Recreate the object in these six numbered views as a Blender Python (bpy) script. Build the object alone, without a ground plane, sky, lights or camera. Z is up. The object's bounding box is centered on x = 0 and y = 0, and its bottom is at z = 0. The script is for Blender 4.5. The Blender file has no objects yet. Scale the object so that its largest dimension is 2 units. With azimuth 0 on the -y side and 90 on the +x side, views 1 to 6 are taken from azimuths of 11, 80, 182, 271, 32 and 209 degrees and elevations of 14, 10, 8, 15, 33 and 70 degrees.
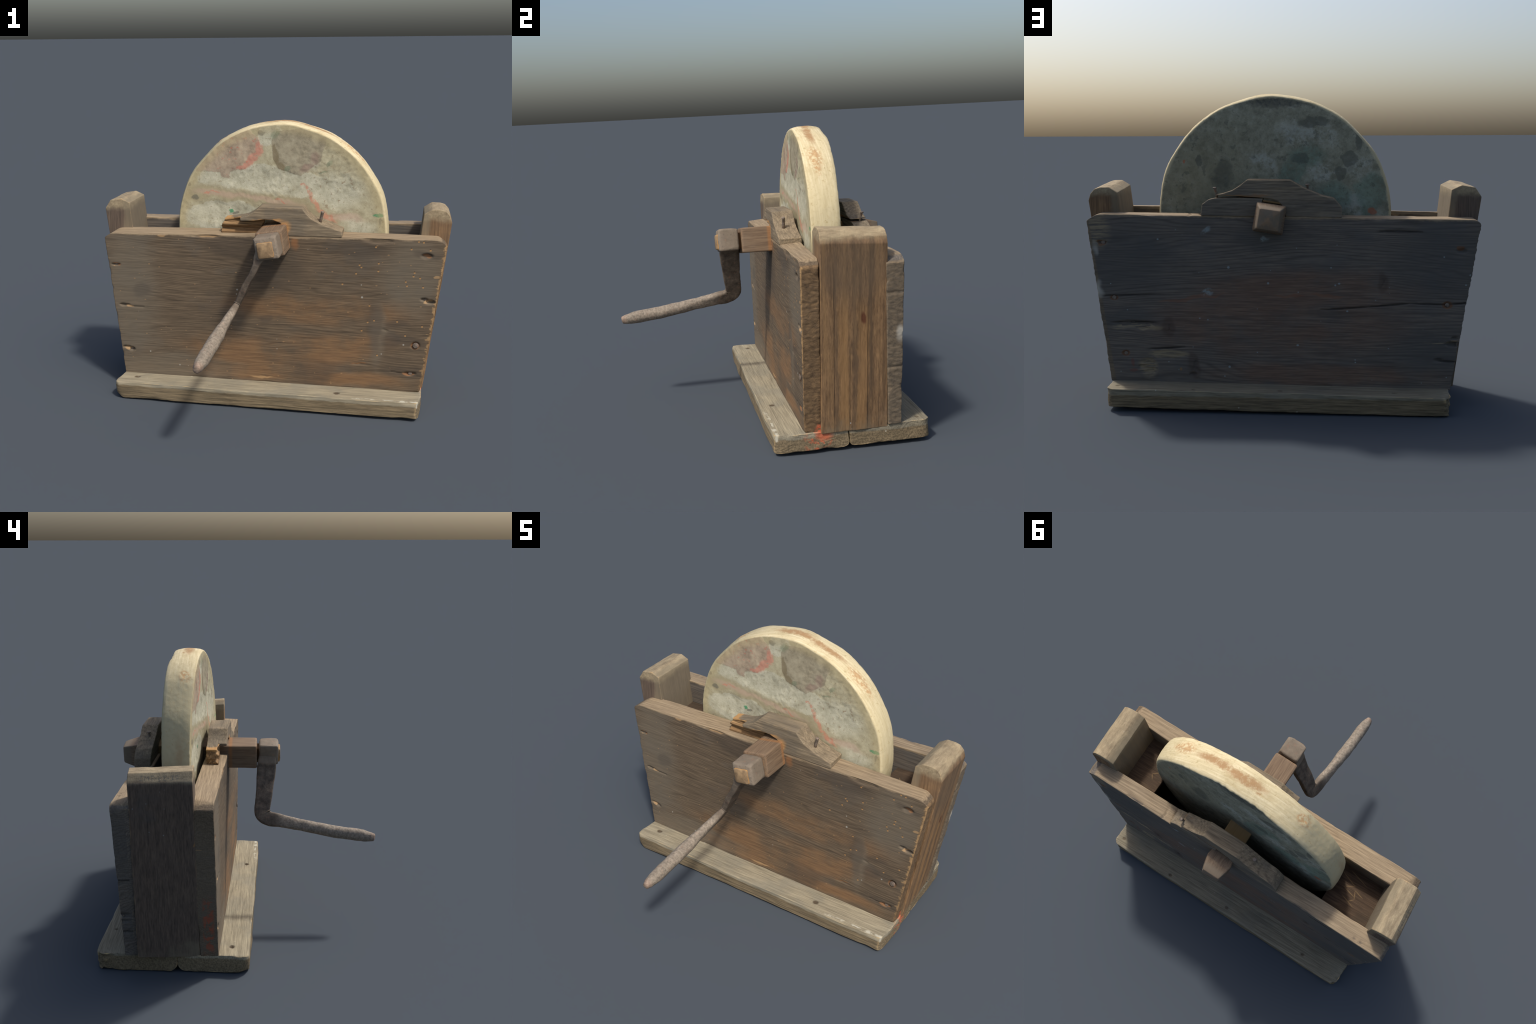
"""Old hand-cranked grindstone standing in a wooden trough.

Everything is built part by part from sizes read in metres: two base planks, two sloping-ended side
boards, two end boards with rounded tops, a split bearing block on each side, a square wooden axle,
a worn sandstone wheel, a forged iron crank and the nails.
"""
import bpy, bmesh, math
import numpy as np
from mathutils import Vector

# ------------------------------------------------------------------ noise
_rng = np.random.RandomState(7)
_PERM = np.concatenate([_rng.permutation(256)] * 3)
_GRAD = np.array([[1, 1, 0], [-1, 1, 0], [1, -1, 0], [-1, -1, 0], [1, 0, 1], [-1, 0, 1], [1, 0, -1], [-1, 0, -1],
                  [0, 1, 1], [0, -1, 1], [0, 1, -1], [0, -1, -1], [1, 1, 0], [-1, 1, 0], [0, -1, 1], [0, -1, -1]], float)


def perlin(p):
    i = np.floor(p).astype(int)
    f = p - i
    i &= 255
    u = f * f * f * (f * (f * 6 - 15) + 10)
    total = np.zeros(len(p))
    for dx in (0, 1):
        for dy in (0, 1):
            for dz in (0, 1):
                h = _PERM[_PERM[_PERM[i[:, 0] + dx] + i[:, 1] + dy] + i[:, 2] + dz] & 15
                g = ((f - (dx, dy, dz)) * _GRAD[h]).sum(1)
                w = np.where(dx, u[:, 0], 1 - u[:, 0]) * np.where(dy, u[:, 1], 1 - u[:, 1]) * np.where(dz, u[:, 2], 1 - u[:, 2])
                total += w * g
    return total


def fbm(p, scale=1.0, octaves=3, offset=0.0, rough=0.5):
    scale = np.array(scale, float)
    out, amp = np.zeros(len(p)), 1.0
    q = p * scale + offset
    for _ in range(octaves):
        out += amp * perlin(q)
        q = q * 2.03 + 17.3
        amp *= rough
    return out


def smooth(a, b, x):
    t = np.clip((x - a) / (b - a), 0, 1)
    return t * t * (3 - 2 * t)


# ------------------------------------------------------------------ objects
def new_object(name, mesh, parent=None, mat=None):
    ob = bpy.data.objects.new(name, mesh)
    bpy.context.scene.collection.objects.link(ob)
    if parent:
        ob.parent = parent
    if mat:
        mesh.materials.append(mat)
    return ob


def coords(me):
    v = np.empty(len(me.vertices) * 3, np.float32)
    me.vertices.foreach_get("co", v)
    return v.reshape(-1, 3).astype(float)


def set_coords(me, p):
    me.vertices.foreach_set("co", p.astype(np.float32).ravel())
    me.update()


def normals(me):
    n = np.empty(len(me.vertices) * 3, np.float32)
    me.vertex_normals.foreach_get("vector", n)
    return n.reshape(-1, 3).astype(float)


def finish(me):
    bm = bmesh.new()
    bm.from_mesh(me)
    bmesh.ops.recalc_face_normals(bm, faces=bm.faces)
    bm.to_mesh(me)
    bm.free()
    me.polygons.foreach_set("use_smooth", [True] * len(me.polygons))
    me.update()


def axis_samples(length, step, r):
    n = max(2, int(round((length - 2 * r) / step)))
    mid = np.linspace(r, length - r, n + 1)
    e = r * np.array([0, 0.2, 0.42, 0.7])
    return np.concatenate([e, mid, length - e[::-1]])


def grid_box(a, b, c):
    """Surface lattice of a box; returns points in box units and quads."""
    na, nb, nc = len(a), len(b), len(c)
    idx = -np.ones((na, nb, nc), int)
    m = np.zeros((na, nb, nc), bool)
    m[[0, -1]] = True
    m[:, [0, -1]] = True
    m[:, :, [0, -1]] = True
    idx[m] = np.arange(m.sum())
    i, j, k = np.nonzero(m)
    pts = np.stack([a[i], b[j], c[k]], 1)
    quads = []
    for sl, flip in ((idx[0], 1), (idx[-1], 0), (idx[:, 0], 0), (idx[:, -1], 1), (idx[:, :, 0], 1), (idx[:, :, -1], 0)):
        q = np.stack([sl[:-1, :-1], sl[1:, :-1], sl[1:, 1:], sl[:-1, 1:]], -1).reshape(-1, 4)
        quads.append(q[:, ::-1] if flip else q)
    return pts, np.concatenate(quads)


def plank(name, corners, steps, radius, parent, mat, cuts=(), wear=0.0, shape=None, seed=0.0):
    """A sawn plank: eight corners (x fastest, then y, then z), rounded and worn edges, flat saw cuts."""
    C = np.array(corners, float).reshape(2, 2, 2, 3)
    L = np.array([np.linalg.norm((C[:, :, 1] - C[:, :, 0]).mean((0, 1))),
                  np.linalg.norm((C[:, 1] - C[:, 0]).mean((0, 1))),
                  np.linalg.norm((C[1] - C[0]).mean((0, 1)))])
    p, quads = grid_box(*[axis_samples(L[k], steps[k], radius) for k in range(3)])
    r = np.full(len(p), radius)
    if wear:
        w = fbm(p, (5, 9, 9), 3, seed + 3.1)
        r = radius * 0.55 + wear * np.clip(w - 0.05, 0, 1) ** 1.3 + 0.0015 * fbm(p, 45, 2, seed)
        r = np.clip(r, 0.0015, L.min() * 0.45)
    c = np.clip(p, r[:, None], L - r[:, None])
    d = p - c
    n = np.linalg.norm(d, axis=1)
    on = n > 1e-9
    p[on] = c[on] + d[on] / n[on, None] * r[on, None]
    t = p / L
    x, y, z = t[:, 0:1], t[:, 1:2], t[:, 2:3]
    P = 0
    for k, wz in ((0, 1 - z), (1, z)):
        for j, wy in ((0, 1 - y), (1, y)):
            for i, wx in ((0, 1 - x), (1, x)):
                P = P + C[k, j, i] * wx * wy * wz
    for point, normal in cuts:
        nv = np.array(normal, float)
        nv /= np.linalg.norm(nv)
        s = (P - np.array(point)) @ nv
        k = 0.004
        P -= nv * (k * np.logaddexp(0, np.clip(s / k, -40, 400)))[:, None]
    me = bpy.data.meshes.new(name)
    me.from_pydata(P.tolist(), [], quads.tolist())
    finish(me)
    if shape:
        P = coords(me)
        set_coords(me, shape(P, normals(me)))
    return new_object(name, me, parent, mat)


def prism(name, outline, y0, y1, step, bevel, parent, mat, shape=None, segs=2):
    """Solid with an (x, z) outline between the planes y0(x, z) and y1(x, z), gridded finely enough to be worn."""
    bm = bmesh.new()
    f = bm.faces.new([bm.verts.new((x, 0, z)) for x, z in outline])
    ext = bmesh.ops.extrude_face_region(bm, geom=[f])
    up = [v for v in ext["geom"] if isinstance(v, bmesh.types.BMVert)]
    thick = abs(y1(*outline[0]) - y0(*outline[0]))
    bmesh.ops.translate(bm, verts=up, vec=(0, thick, 0))
    bmesh.ops.recalc_face_normals(bm, faces=bm.faces)
    bmesh.ops.bevel(bm, geom=[e for e in bm.edges], offset=bevel, segments=segs, profile=0.5, affect="EDGES", clamp_overlap=True)
    lo = [min(v.co[k] for v in bm.verts) for k in range(3)]
    hi = [max(v.co[k] for v in bm.verts) for k in range(3)]
    for k in range(3):
        n = max(1, int((hi[k] - lo[k]) / step[k]))
        for s in np.linspace(lo[k], hi[k], n + 1)[1:-1]:
            no = Vector((0, 0, 0))
            no[k] = 1
            co = Vector((0, 0, 0))
            co[k] = s
            bmesh.ops.bisect_plane(bm, geom=bm.verts[:] + bm.edges[:] + bm.faces[:], plane_co=co, plane_no=no, dist=1e-5)
    me = bpy.data.meshes.new(name)
    bm.to_mesh(me)
    bm.free()
    P = coords(me)
    t = P[:, 1] / thick
    a = np.array([y0(x, z) for x, z in P[:, [0, 2]]])
    b = np.array([y1(x, z) for x, z in P[:, [0, 2]]])
    P[:, 1] = a + (b - a) * t
    set_coords(me, P)
    finish(me)
    if shape:
        set_coords(me, shape(coords(me), normals(me)))
    me.set_sharp_from_angle(angle=math.radians(19))
    return new_object(name, me, parent, mat)


def sweep(name, stations, parent, mat, sides=28, shape=None, caps=True):
    """Loft of superellipse rings: station = (centre, axis_a, axis_b, half_a, half_b, squareness)."""
    rings = []
    for c, a, b, ha, hb, sq in stations:
        th = np.linspace(0, 2 * math.pi, sides, endpoint=False) + math.pi / sides
        e = 2.0 / sq
        ca, sa = np.cos(th), np.sin(th)
        rings.append(np.array(c) + np.outer(np.sign(ca) * abs(ca) ** e * ha, a) + np.outer(np.sign(sa) * abs(sa) ** e * hb, b))
    pts = np.concatenate(rings)
    faces = []
    for i in range(len(rings) - 1):
        for j in range(sides):
            k = (j + 1) % sides
            faces.append((i * sides + j, i * sides + k, (i + 1) * sides + k, (i + 1) * sides + j))
    if caps:
        n = len(pts)
        pts = np.vstack([pts, rings[0].mean(0), rings[-1].mean(0)])
        last = (len(rings) - 1) * sides
        for j in range(sides):
            k = (j + 1) % sides
            faces.append((n, k, j))
            faces.append((n + 1, last + j, last + k))
    me = bpy.data.meshes.new(name)
    me.from_pydata(pts.tolist(), [], faces)
    finish(me)
    if shape:
        set_coords(me, shape(coords(me), normals(me)))
    return new_object(name, me, parent, mat)


# ------------------------------------------------------------------ surface relief
def pit(x, z, cx, cz, rx, rz, depth, ang=0.0):
    c, s = math.cos(ang), math.sin(ang)
    u = ((x - cx) * c + (z - cz) * s) / rx
    v = (-(x - cx) * s + (z - cz) * c) / rz
    return depth * (1 - smooth(0.45, 1.05, np.hypot(u, v)))


def crack(x, z, line, width, depth):
    best = np.full(len(x), 9.0)
    for (x0, z0), (x1, z1) in zip(line[:-1], line[1:]):
        t = np.clip(((x - x0) * (x1 - x0) + (z - z0) * (z1 - z0)) / ((x1 - x0) ** 2 + (z1 - z0) ** 2), 0, 1)
        best = np.minimum(best, np.hypot(x - x0 - t * (x1 - x0), z - z0 - t * (z1 - z0)))
    return depth * (1 - smooth(0.2 * width, width, best))


def board_relief(face_sign, pits, cracks, rough_patches, end_rough, seed):
    """Relief of a side board: pits and cracks on the outer face, ragged end grain, low grain ridges."""
    def shape(P, N):
        x, z = P[:, 0], P[:, 2]
        outer = smooth(0.55, 0.9, N[:, 1] * face_sign)
        warp = 0.006 * fbm(P, 28, 2, seed + 5)
        h = np.zeros(len(P))
        for a in pits:
            h = np.maximum(h, pit(x + warp, z + 0.5 * warp, *a))
        for line, w, d in cracks:
            h = np.maximum(h, crack(x, z + 0.3 * warp, line, w, d))
        for cx, cz, rx, rz, d in rough_patches:
            m = pit(x + warp, z + warp, cx, cz, rx, rz, 1.0)
            h += m * d * (0.55 + 1.3 * fbm(P, (7, 7, 95), 2, seed + 9))
        grain = 0.0006 * fbm(P, (2.2, 30, 60), 3, seed) + 0.0020 * fbm(P, (1.2, 3, 5), 2, seed + 2)
        Q = P + N * (grain - h * outer)[:, None]
        ends = smooth(0.6, 0.9, abs(N[:, 0]))
        e = fbm(P, (10, 50, 85), 3, seed + 21) + 0.6 * fbm(np.stack([P[:, 0], P[:, 2] + 0.5 * P[:, 1], P[:, 2]], 1), (4, 60, 20), 2, seed)
        amp = np.where(P[:, 0] > 0, end_rough[1], end_rough[0])
        Q[:, 0] += np.sign(N[:, 0]) * ends * amp * (e + 0.15)
        return Q
    return shape


def plain_relief(scale, amp, seed, amp2=0.0015):
    def shape(P, N):
        return P + N * (amp * fbm(P, scale, 3, seed) + amp2 * fbm(P, 6, 2, seed + 4))[:, None]
    return shape


# ------------------------------------------------------------------ materials
def srgb(r, g, b):
    f = lambda c: (c / 255) / 12.92 if c / 255 <= 0.04045 else ((c / 255 + 0.055) / 1.055) ** 2.4
    return (f(r), f(g), f(b), 1.0)


class Shader:
    """Short-hand for building node trees."""

    def __init__(self, name):
        self.mat = bpy.data.materials.new(name)
        self.mat.use_nodes = True
        self.t = self.mat.node_tree
        self.bsdf = self.t.nodes["Principled BSDF"]
        self.bsdf.inputs["Specular IOR Level"].default_value = 0.25
        self.P = self.t.nodes.new("ShaderNodeTexCoord").outputs["Object"]

    def put(self, sock, v):
        if isinstance(v, bpy.types.NodeSocket):
            self.t.links.new(v, sock)
        else:
            sock.default_value = v

    def math(self, op, a, b=0.0, c=None, clamp=False):
        n = self.t.nodes.new("ShaderNodeMath")
        n.operation, n.use_clamp = op, clamp
        self.put(n.inputs[0], a)
        self.put(n.inputs[1], b)
        if c is not None:
            self.put(n.inputs[2], c)
        return n.outputs[0]

    def vec(self, op, a, b=(0, 0, 0)):
        n = self.t.nodes.new("ShaderNodeVectorMath")
        n.operation = op
        self.put(n.inputs[0], a)
        self.put(n.inputs[1], b)
        return n.outputs["Value" if op in ("LENGTH", "DISTANCE", "DOT_PRODUCT") else "Vector"]

    def xyz(self, v):
        n = self.t.nodes.new("ShaderNodeSeparateXYZ")
        self.put(n.inputs[0], v)
        return n.outputs

    def combine(self, x, y, z):
        n = self.t.nodes.new("ShaderNodeCombineXYZ")
        for s, v in zip(n.inputs, (x, y, z)):
            self.put(s, v)
        return n.outputs[0]

    def mapping(self, v, loc=(0, 0, 0), rot=(0, 0, 0), scale=(1, 1, 1), kind="POINT"):
        n = self.t.nodes.new("ShaderNodeMapping")
        n.vector_type = kind
        self.put(n.inputs["Vector"], v)
        n.inputs["Rotation"].default_value = rot
        n.inputs["Scale"].default_value = scale
        if kind != "VECTOR":
            n.inputs["Location"].default_value = loc
        return n.outputs[0]

    def noise(self, v, scale, detail=4.0, rough=0.55, distortion=0.0, colour=False):
        n = self.t.nodes.new("ShaderNodeTexNoise")
        self.put(n.inputs["Vector"], v)
        n.inputs["Scale"].default_value = scale
        n.inputs["Detail"].default_value = detail
        n.inputs["Roughness"].default_value = rough
        n.inputs["Distortion"].default_value = distortion
        return n.outputs["Color" if colour else "Fac"]

    def voronoi(self, v, scale, out="Distance", rand=1.0):
        n = self.t.nodes.new("ShaderNodeTexVoronoi")
        self.put(n.inputs["Vector"], v)
        n.inputs["Scale"].default_value = scale
        n.inputs["Randomness"].default_value = rand
        return n.outputs[out]

    def step(self, v, a, b, smooth_=True):
        n = self.t.nodes.new("ShaderNodeMapRange")
        n.interpolation_type = "SMOOTHSTEP" if smooth_ else "LINEAR"
        self.put(n.inputs["Value"], v)
        n.inputs["From Min"].default_value = min(a, b)
        n.inputs["From Max"].default_value = max(a, b)
        n.inputs["To Min"].default_value, n.inputs["To Max"].default_value = (0.0, 1.0) if a < b else (1.0, 0.0)
        return n.outputs[0]

    def mix(self, fac, a, b, blend="MIX"):
        n = self.t.nodes.new("ShaderNodeMix")
        n.data_type, n.blend_type = "RGBA", blend
        self.put(n.inputs[0], fac)
        self.put(n.inputs[6], a)
        self.put(n.inputs[7], b)
        return n.outputs[2]

    def ramp(self, v, stops):
        n = self.t.nodes.new("ShaderNodeValToRGB")
        e = n.color_ramp.elements
        e[0].position, e[0].color = stops[0]
        e[1].position, e[1].color = stops[-1]
        for pos, col in stops[1:-1]:
            x = e.new(pos)
            x.color = col
        self.put(n.inputs[0], v)
        return n.outputs[0]

    def mul(self, *a):
        out = a[0]
        for x in a[1:]:
            out = self.math("MULTIPLY", out, x)
        return out

    def union(self, masks):
        out = masks[0]
        for m in masks[1:]:
            out = self.math("MAXIMUM", out, m)
        return out

    def blob(self, v, cx, cz, rx, rz, ang=0.0, soft=0.35, cy=None, ry=1e4):
        """1 inside an ellipse of the (x, z) plane."""
        m = self.mapping(v, (cx, cy or 0.0, cz), (0, -ang, 0), (rx, ry, rz), "TEXTURE")
        return self.step(self.vec("LENGTH", m), 1 + soft * 0.5, 1 - soft * 0.5)

    def patch(self, v, pts, soft=0.005):
        """1 inside a convex polygon of the (x, z) plane, given clockwise or not."""
        cx, cz = sum(p[0] for p in pts) / len(pts), sum(p[1] for p in pts) / len(pts)
        best = None
        for (x0, z0), (x1, z1) in zip(pts, pts[1:] + pts[:1]):
            nx, nz = z1 - z0, x0 - x1
            k = math.hypot(nx, nz)
            nx, nz = nx / k, nz / k
            if (cx - x0) * nx + (cz - z0) * nz < 0:
                nx, nz = -nx, -nz
            d = self.math("SUBTRACT", self.vec("DOT_PRODUCT", v, (nx, 0, nz)), x0 * nx + z0 * nz)
            best = d if best is None else self.math("MINIMUM", best, d)
        return self.step(best, -soft * 0.5, soft * 0.5)

    def fray(self, mask, fibre, k=0.8):
        """Break a soft stain up along the fibres."""
        return self.step(self.math("ADD", mask, self.math("MULTIPLY", self.math("SUBTRACT", fibre, 0.5), k)), 0.10, 1.05)

    def streak(self, v, x0, z0, x1, z1, w, soft=0.6):
        return self.blob(v, (x0 + x1) / 2, (z0 + z1) / 2, math.hypot(x1 - x0, z1 - z0) / 2 + w * 0.6, w,
                         math.atan2(z1 - z0, x1 - x0), soft)

    def stroke_yz(self, v, y0, z0, y1, z1, w):
        a = math.atan2(z1 - z0, y1 - y0)
        m = self.mapping(v, (0, (y0 + y1) / 2, (z0 + z1) / 2), (a, 0, 0), (1e4, math.hypot(y1 - y0, z1 - z0) / 2 + w, w), "TEXTURE")
        return self.step(self.vec("LENGTH", m), 1.4, 0.5)

    def warped(self, amp, scale, detail=3.0):
        """Object coordinates pushed about by noise, so that stains get ragged outlines."""
        d = [self.math("MULTIPLY", self.math("SUBTRACT", self.noise(self.mapping(self.P, k), scale, detail, 0.6), 0.5), amp * 2)
             for k in ((0, 0, 0), (5, 9, 2), (8, 1, 6))]
        return self.vec("ADD", self.P, self.combine(*d))

    def dots(self, v, places, r):
        d = None
        for x, z in places:
            e = self.vec("DISTANCE", self.vec("MULTIPLY", v, (1, 0, 1)), (x, 0, z))
            d = e if d is None else self.math("MINIMUM", d, e)
        return self.step(d, r * 1.3, r * 0.6)

    def specks(self, v, scale, keep, size):
        """Sparse round splashes: one cell in a few keeps its dot."""
        d = self.voronoi(v, scale)
        c = self.xyz(self.voronoi(v, scale, "Color"))
        big = self.math("MULTIPLY", self.step(c[0], 1 - keep, 1.0, False), size)
        return self.step(self.math("SUBTRACT", d, big), 0.03, -0.03)

    def done(self, colour, rough=0.85, height=None, strength=0.4, distance=0.004):
        self.put(self.bsdf.inputs["Base Color"], colour)
        self.put(self.bsdf.inputs["Roughness"], rough)
        if height is not None:
            b = self.t.nodes.new("ShaderNodeBump")
            b.inputs["Strength"].default_value = strength
            b.inputs["Distance"].default_value = distance
            self.put(b.inputs["Height"], height)
            self.t.links.new(b.outputs[0], self.bsdf.inputs["Normal"])
        return self.mat


def wood(s, axis, dark, mid, light, ring_gap=0.017, ring=0.35, blotch=0.5, blotch_col=None, seed=0.0, hairs=0.26):
    """Weathered softwood: long fibres, growth lines as contour lines of a stretched field, dirty blotches."""
    k = {"x": 0, "y": 1, "z": 2}[axis]
    sc = [24.0, 24.0, 24.0]
    sc[k] = 1.1
    fibre = s.noise(s.mapping(s.P, (seed, seed, seed), scale=tuple(sc)), 5.0, 7.0, 0.68)
    sc2 = [3.2, 3.2, 3.2]
    sc2[k] = 0.42
    field = s.noise(s.mapping(s.P, (seed + 3, seed, seed), scale=tuple(sc2)), 1.6, 2.0, 0.5)
    across = s.xyz(s.P)[{"x": 2, "y": 0, "z": 1}[axis]]
    t = s.math("ADD", s.math("MULTIPLY", field, 0.25), across)
    lines = s.math("SINE", s.math("MULTIPLY", t, 2 * math.pi / ring_gap))
    lines = s.math("MULTIPLY_ADD", lines, 0.5, 0.5)
    big = s.noise(s.mapping(s.P, (seed, 7, seed), scale=(1, 1, 1.3)), 3.1, 5.0, 0.6)
    col = s.ramp(fibre, [(0.30, dark), (0.5, mid), (0.72, light)])
    col = s.mix(s.mul(s.math("POWER", lines, 3.0), ring), col, (dark[0] * 0.35, dark[1] * 0.35, dark[2] * 0.35, 1.0))
    if blotch_col:
        col = s.mix(s.mul(s.fray(s.step(big, 0.46, 0.66), fibre), blotch), col, blotch_col)
    sc3 = [150.0, 150.0, 150.0]
    sc3[k] = 2.6
    hair = s.noise(s.mapping(s.P, (seed, 2, seed), scale=tuple(sc3)), 1.5, 3.0, 0.6)
    col = s.mix(s.mul(s.step(hair, 0.53, 0.64), hairs), col, (dark[0] * 0.45, dark[1] * 0.45, dark[2] * 0.45, 1.0))
    col = s.mix(s.mul(s.step(hair, 0.42, 0.33), hairs * 0.5), col, light)
    height = s.math("ADD", s.math("ADD", s.math("MULTIPLY", fibre, 0.8), s.math("MULTIPLY", lines, -0.22)), s.math("MULTIPLY", hair, -0.35))
    return col, height, fibre, big


def edge_wear(s, lo=0.515, hi=0.60, amount=0.8, scale=22):
    g = s.t.nodes.new("ShaderNodeNewGeometry").outputs["Pointiness"]
    return s.mul(s.step(g, lo, hi), s.step(s.noise(s.P, scale, 4, 0.6), 0.42, 0.62), amount)


PALE = srgb(196, 160, 108)
FRONT_HOLES = [(0.787, 0.93), (0.887, 0.928), (0.512, 0.829), (0.522, 0.817), (0.615, 0.843), (0.494, 0.78), (0.614, 0.799),
               (0.808, 0.8), (0.803, 0.78), (0.838, 0.771), (0.763, 0.747), (0.77, 0.724), (0.856, 0.72), (0.42, 0.716),
               (0.824, 0.973), (0.85, 0.97), (0.598, 0.934), (0.563, 0.504), (0.598, 0.516), (0.531, 0.453), (0.724, 0.517),
               (0.77, 0.438), (0.62, 0.313), (0.571, 0.6), (0.859, 0.497)]


def front_board_material():
    s = Shader("weathered_front_board")
    col, h, fibre, big = wood(s, "x", srgb(80, 69, 56), srgb(102, 88, 71), srgb(122, 105, 84), 0.0125, 0.34, 0.5, srgb(92, 85, 75), 1.0, 0.34)
    w = s.warped(0.05, 5.0)
    out = s.math("LESS_THAN", s.xyz(s.P)[1], 0.16)
    orange = s.union([s.blob(w, -0.06, 0.27, 0.42, 0.10, -0.1, 1.2), s.blob(w, 0.34, 0.33, 0.34, 0.09, 0.1, 1.2), s.blob(w, 0.1, 0.16, 0.75, 0.045, 0, 1.2), s.blob(w, 0.30, 0.56, 0.5, 0.08, 0, 1.4)])
    col = s.mix(s.mul(s.step(orange, 0.0, 1.0), s.step(big, 0.30, 0.62), 0.62, out), col, s.mix(s.step(fibre, 0.35, 0.65), srgb(122, 90, 60), srgb(148, 110, 72)))
    grey = s.union([s.blob(w, -0.82, 0.62, 0.17, 0.42, 0, 1.4), s.blob(w, 0.80, 0.78, 0.17, 0.22, 0, 1.3), s.blob(w, -0.6, 0.16, 0.4, 0.08, 0, 1.4), s.blob(w, 0.62, 0.44, 0.05, 0.20, 0, 1.2)])
    col = s.mix(s.mul(s.fray(grey, fibre), 0.5), col, srgb(112, 104, 90))
    dark = s.union([s.blob(w, 0.27, 0.18, 0.13, 0.09, 0, 1.0), s.blob(w, 0.60, 0.49, 0.045, 0.16, 0, 1.2), s.blob(w, 0.80, 0.40, 0.10, 0.035, 0, 1.0), s.blob(w, 0.78, 0.22, 0.13, 0.035, 0, 1.0),
                    s.blob(w, 0.87, 0.895, 0.07, 0.022, 0, 1.0), s.blob(w, 0.50, 0.92, 0.16, 0.05, 0, 1.2), s.blob(w, -0.2, 0.9, 0.2, 0.07, 0, 1.2), s.blob(w, 0.06, 0.80, 0.15, 0.16, 0, 1.4), s.blob(w, 0.72, 0.50, 0.08, 0.03, 0, 1.0)])
    col = s.mix(s.mul(s.fray(dark, fibre), 0.38, out), col, srgb(66, 60, 54))
    knots = s.union([s.blob(w, -0.738, 0.615, 0.055, 0.04, 0, 0.9), s.blob(w, -0.015, 0.487, 0.04, 0.028, 0, 0.9), s.blob(w, 0.70, 0.39, 0.05, 0.05, 0, 1.0)])
    col = s.mix(s.mul(s.fray(knots, fibre), 0.38), col, srgb(70, 64, 58))
    rust = s.union([s.blob(w, 0.869, 0.896, 0.022, 0.01), s.blob(s.P, 0.826, 0.384, 0.024, 0.022, 0, 0.4), s.blob(w, 0.80, 0.217, 0.03, 0.009), s.blob(w, -0.9, 0.764, 0.02, 0.008), s.streak(w, 0.48, 0.258, 0.55, 0.255, 0.005),
                    s.blob(w, 0.145, 0.955, 0.022, 0.04, 0, 1.2)])
    col = s.mix(s.mul(rust, 0.55, out), col, srgb(146, 100, 62))
    col = s.mix(s.mul(s.dots(s.P, FRONT_HOLES, 0.0052), 0.75, out), col, srgb(178, 136, 86))
    shadow = s.dots(s.vec("ADD", s.P, (0.001, 0, -0.006)), FRONT_HOLES, 0.004)  # dark dot drawn just off each hole as its small shadow
    col = s.mix(s.mul(shadow, 0.6, out), col, srgb(62, 48, 38))
    chips = s.union([s.streak(w, -0.42, 0.962, -0.26, 0.958, 0.009), s.streak(w, -0.62, 0.958, -0.58, 0.957, 0.008), s.streak(w, -0.83, 0.523, -0.79, 0.52, 0.008), s.blob(w, 0.89, 0.635, 0.03, 0.008), s.blob(w, 0.93, 0.775, 0.018, 0.008), s.blob(w, -0.85, 0.25, 0.03, 0.008), s.streak(w, -0.1, 0.135, 0.02, 0.128, 0.007)])
    col = s.mix(s.mul(chips, 0.62), col, srgb(180, 146, 104))
    pale = s.specks(s.mapping(s.P, scale=(1, 0.2, 1)), 17.0, 0.20, 0.10)
    col = s.mix(s.mul(pale, 0.6), col, srgb(176, 176, 166))
    small = s.specks(s.mapping(s.P, (3, 0, 5), scale=(0.6, 0.2, 1)), 55.0, 0.25, 0.22)
    col = s.mix(s.mul(small, 0.4), col, srgb(168, 132, 92))
    x, y, z = s.xyz(s.P)
    ragged = s.math("MULTIPLY", s.math("SUBTRACT", s.noise(s.mapping(s.P, scale=(1, 2, 1)), 11, 5, 0.65), 0.5), 0.030)
    top = s.math("ADD", s.math("SUBTRACT", z, s.math("MULTIPLY_ADD", x, 0.0195, 0.968)), ragged)
    bare = s.ramp(fibre, [(0.3, srgb(114, 98, 78)), (0.5, srgb(144, 126, 101)), (0.7, srgb(168, 149, 120))])
    col = s.mix(s.mul(s.step(top, -0.012, -0.001), 0.85), col, bare)
    endx = s.math("SUBTRACT", s.math("ABSOLUTE", x), s.math("MULTIPLY_ADD", z, 0.13, 0.846))
    grain = s.noise(s.mapping(s.P, (3, 3, 3), scale=(0.4, 1, 1.6)), 34, 5, 0.7)
    col = s.mix(s.mul(s.step(endx, -0.012, -0.003), s.math("MULTIPLY_ADD", s.math("GREATER_THAN", x, 0.0), 0.65, 0.1)), col, s.ramp(grain, [(0.32, srgb(82, 64, 46)), (0.5, srgb(112, 89, 63)), (0.7, srgb(142, 113, 79))]))
    tooth = s.noise(s.mapping(s.P, scale=(0.5, 0.5, 1.0)), 70, 2, 0.5)
    reach = s.math("ADD", endx, s.math("MULTIPLY", s.math("SUBTRACT", tooth, 0.58), 0.075))
    col = s.mix(s.mul(s.step(reach, -0.016, -0.008), s.math("GREATER_THAN", x, 0.0), s.step(s.math("ADD", y, s.math("MULTIPLY", x, 0.03)), 0.106, 0.099), 0.6), col, srgb(172, 140, 98))
    # red paint smeared on the sawn end beside the base
    x, y, z = s.xyz(s.P)
    n = s.noise(s.P, 26, 4, 0.65)
    end = s.math("LESS_THAN", x, -0.80)
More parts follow.
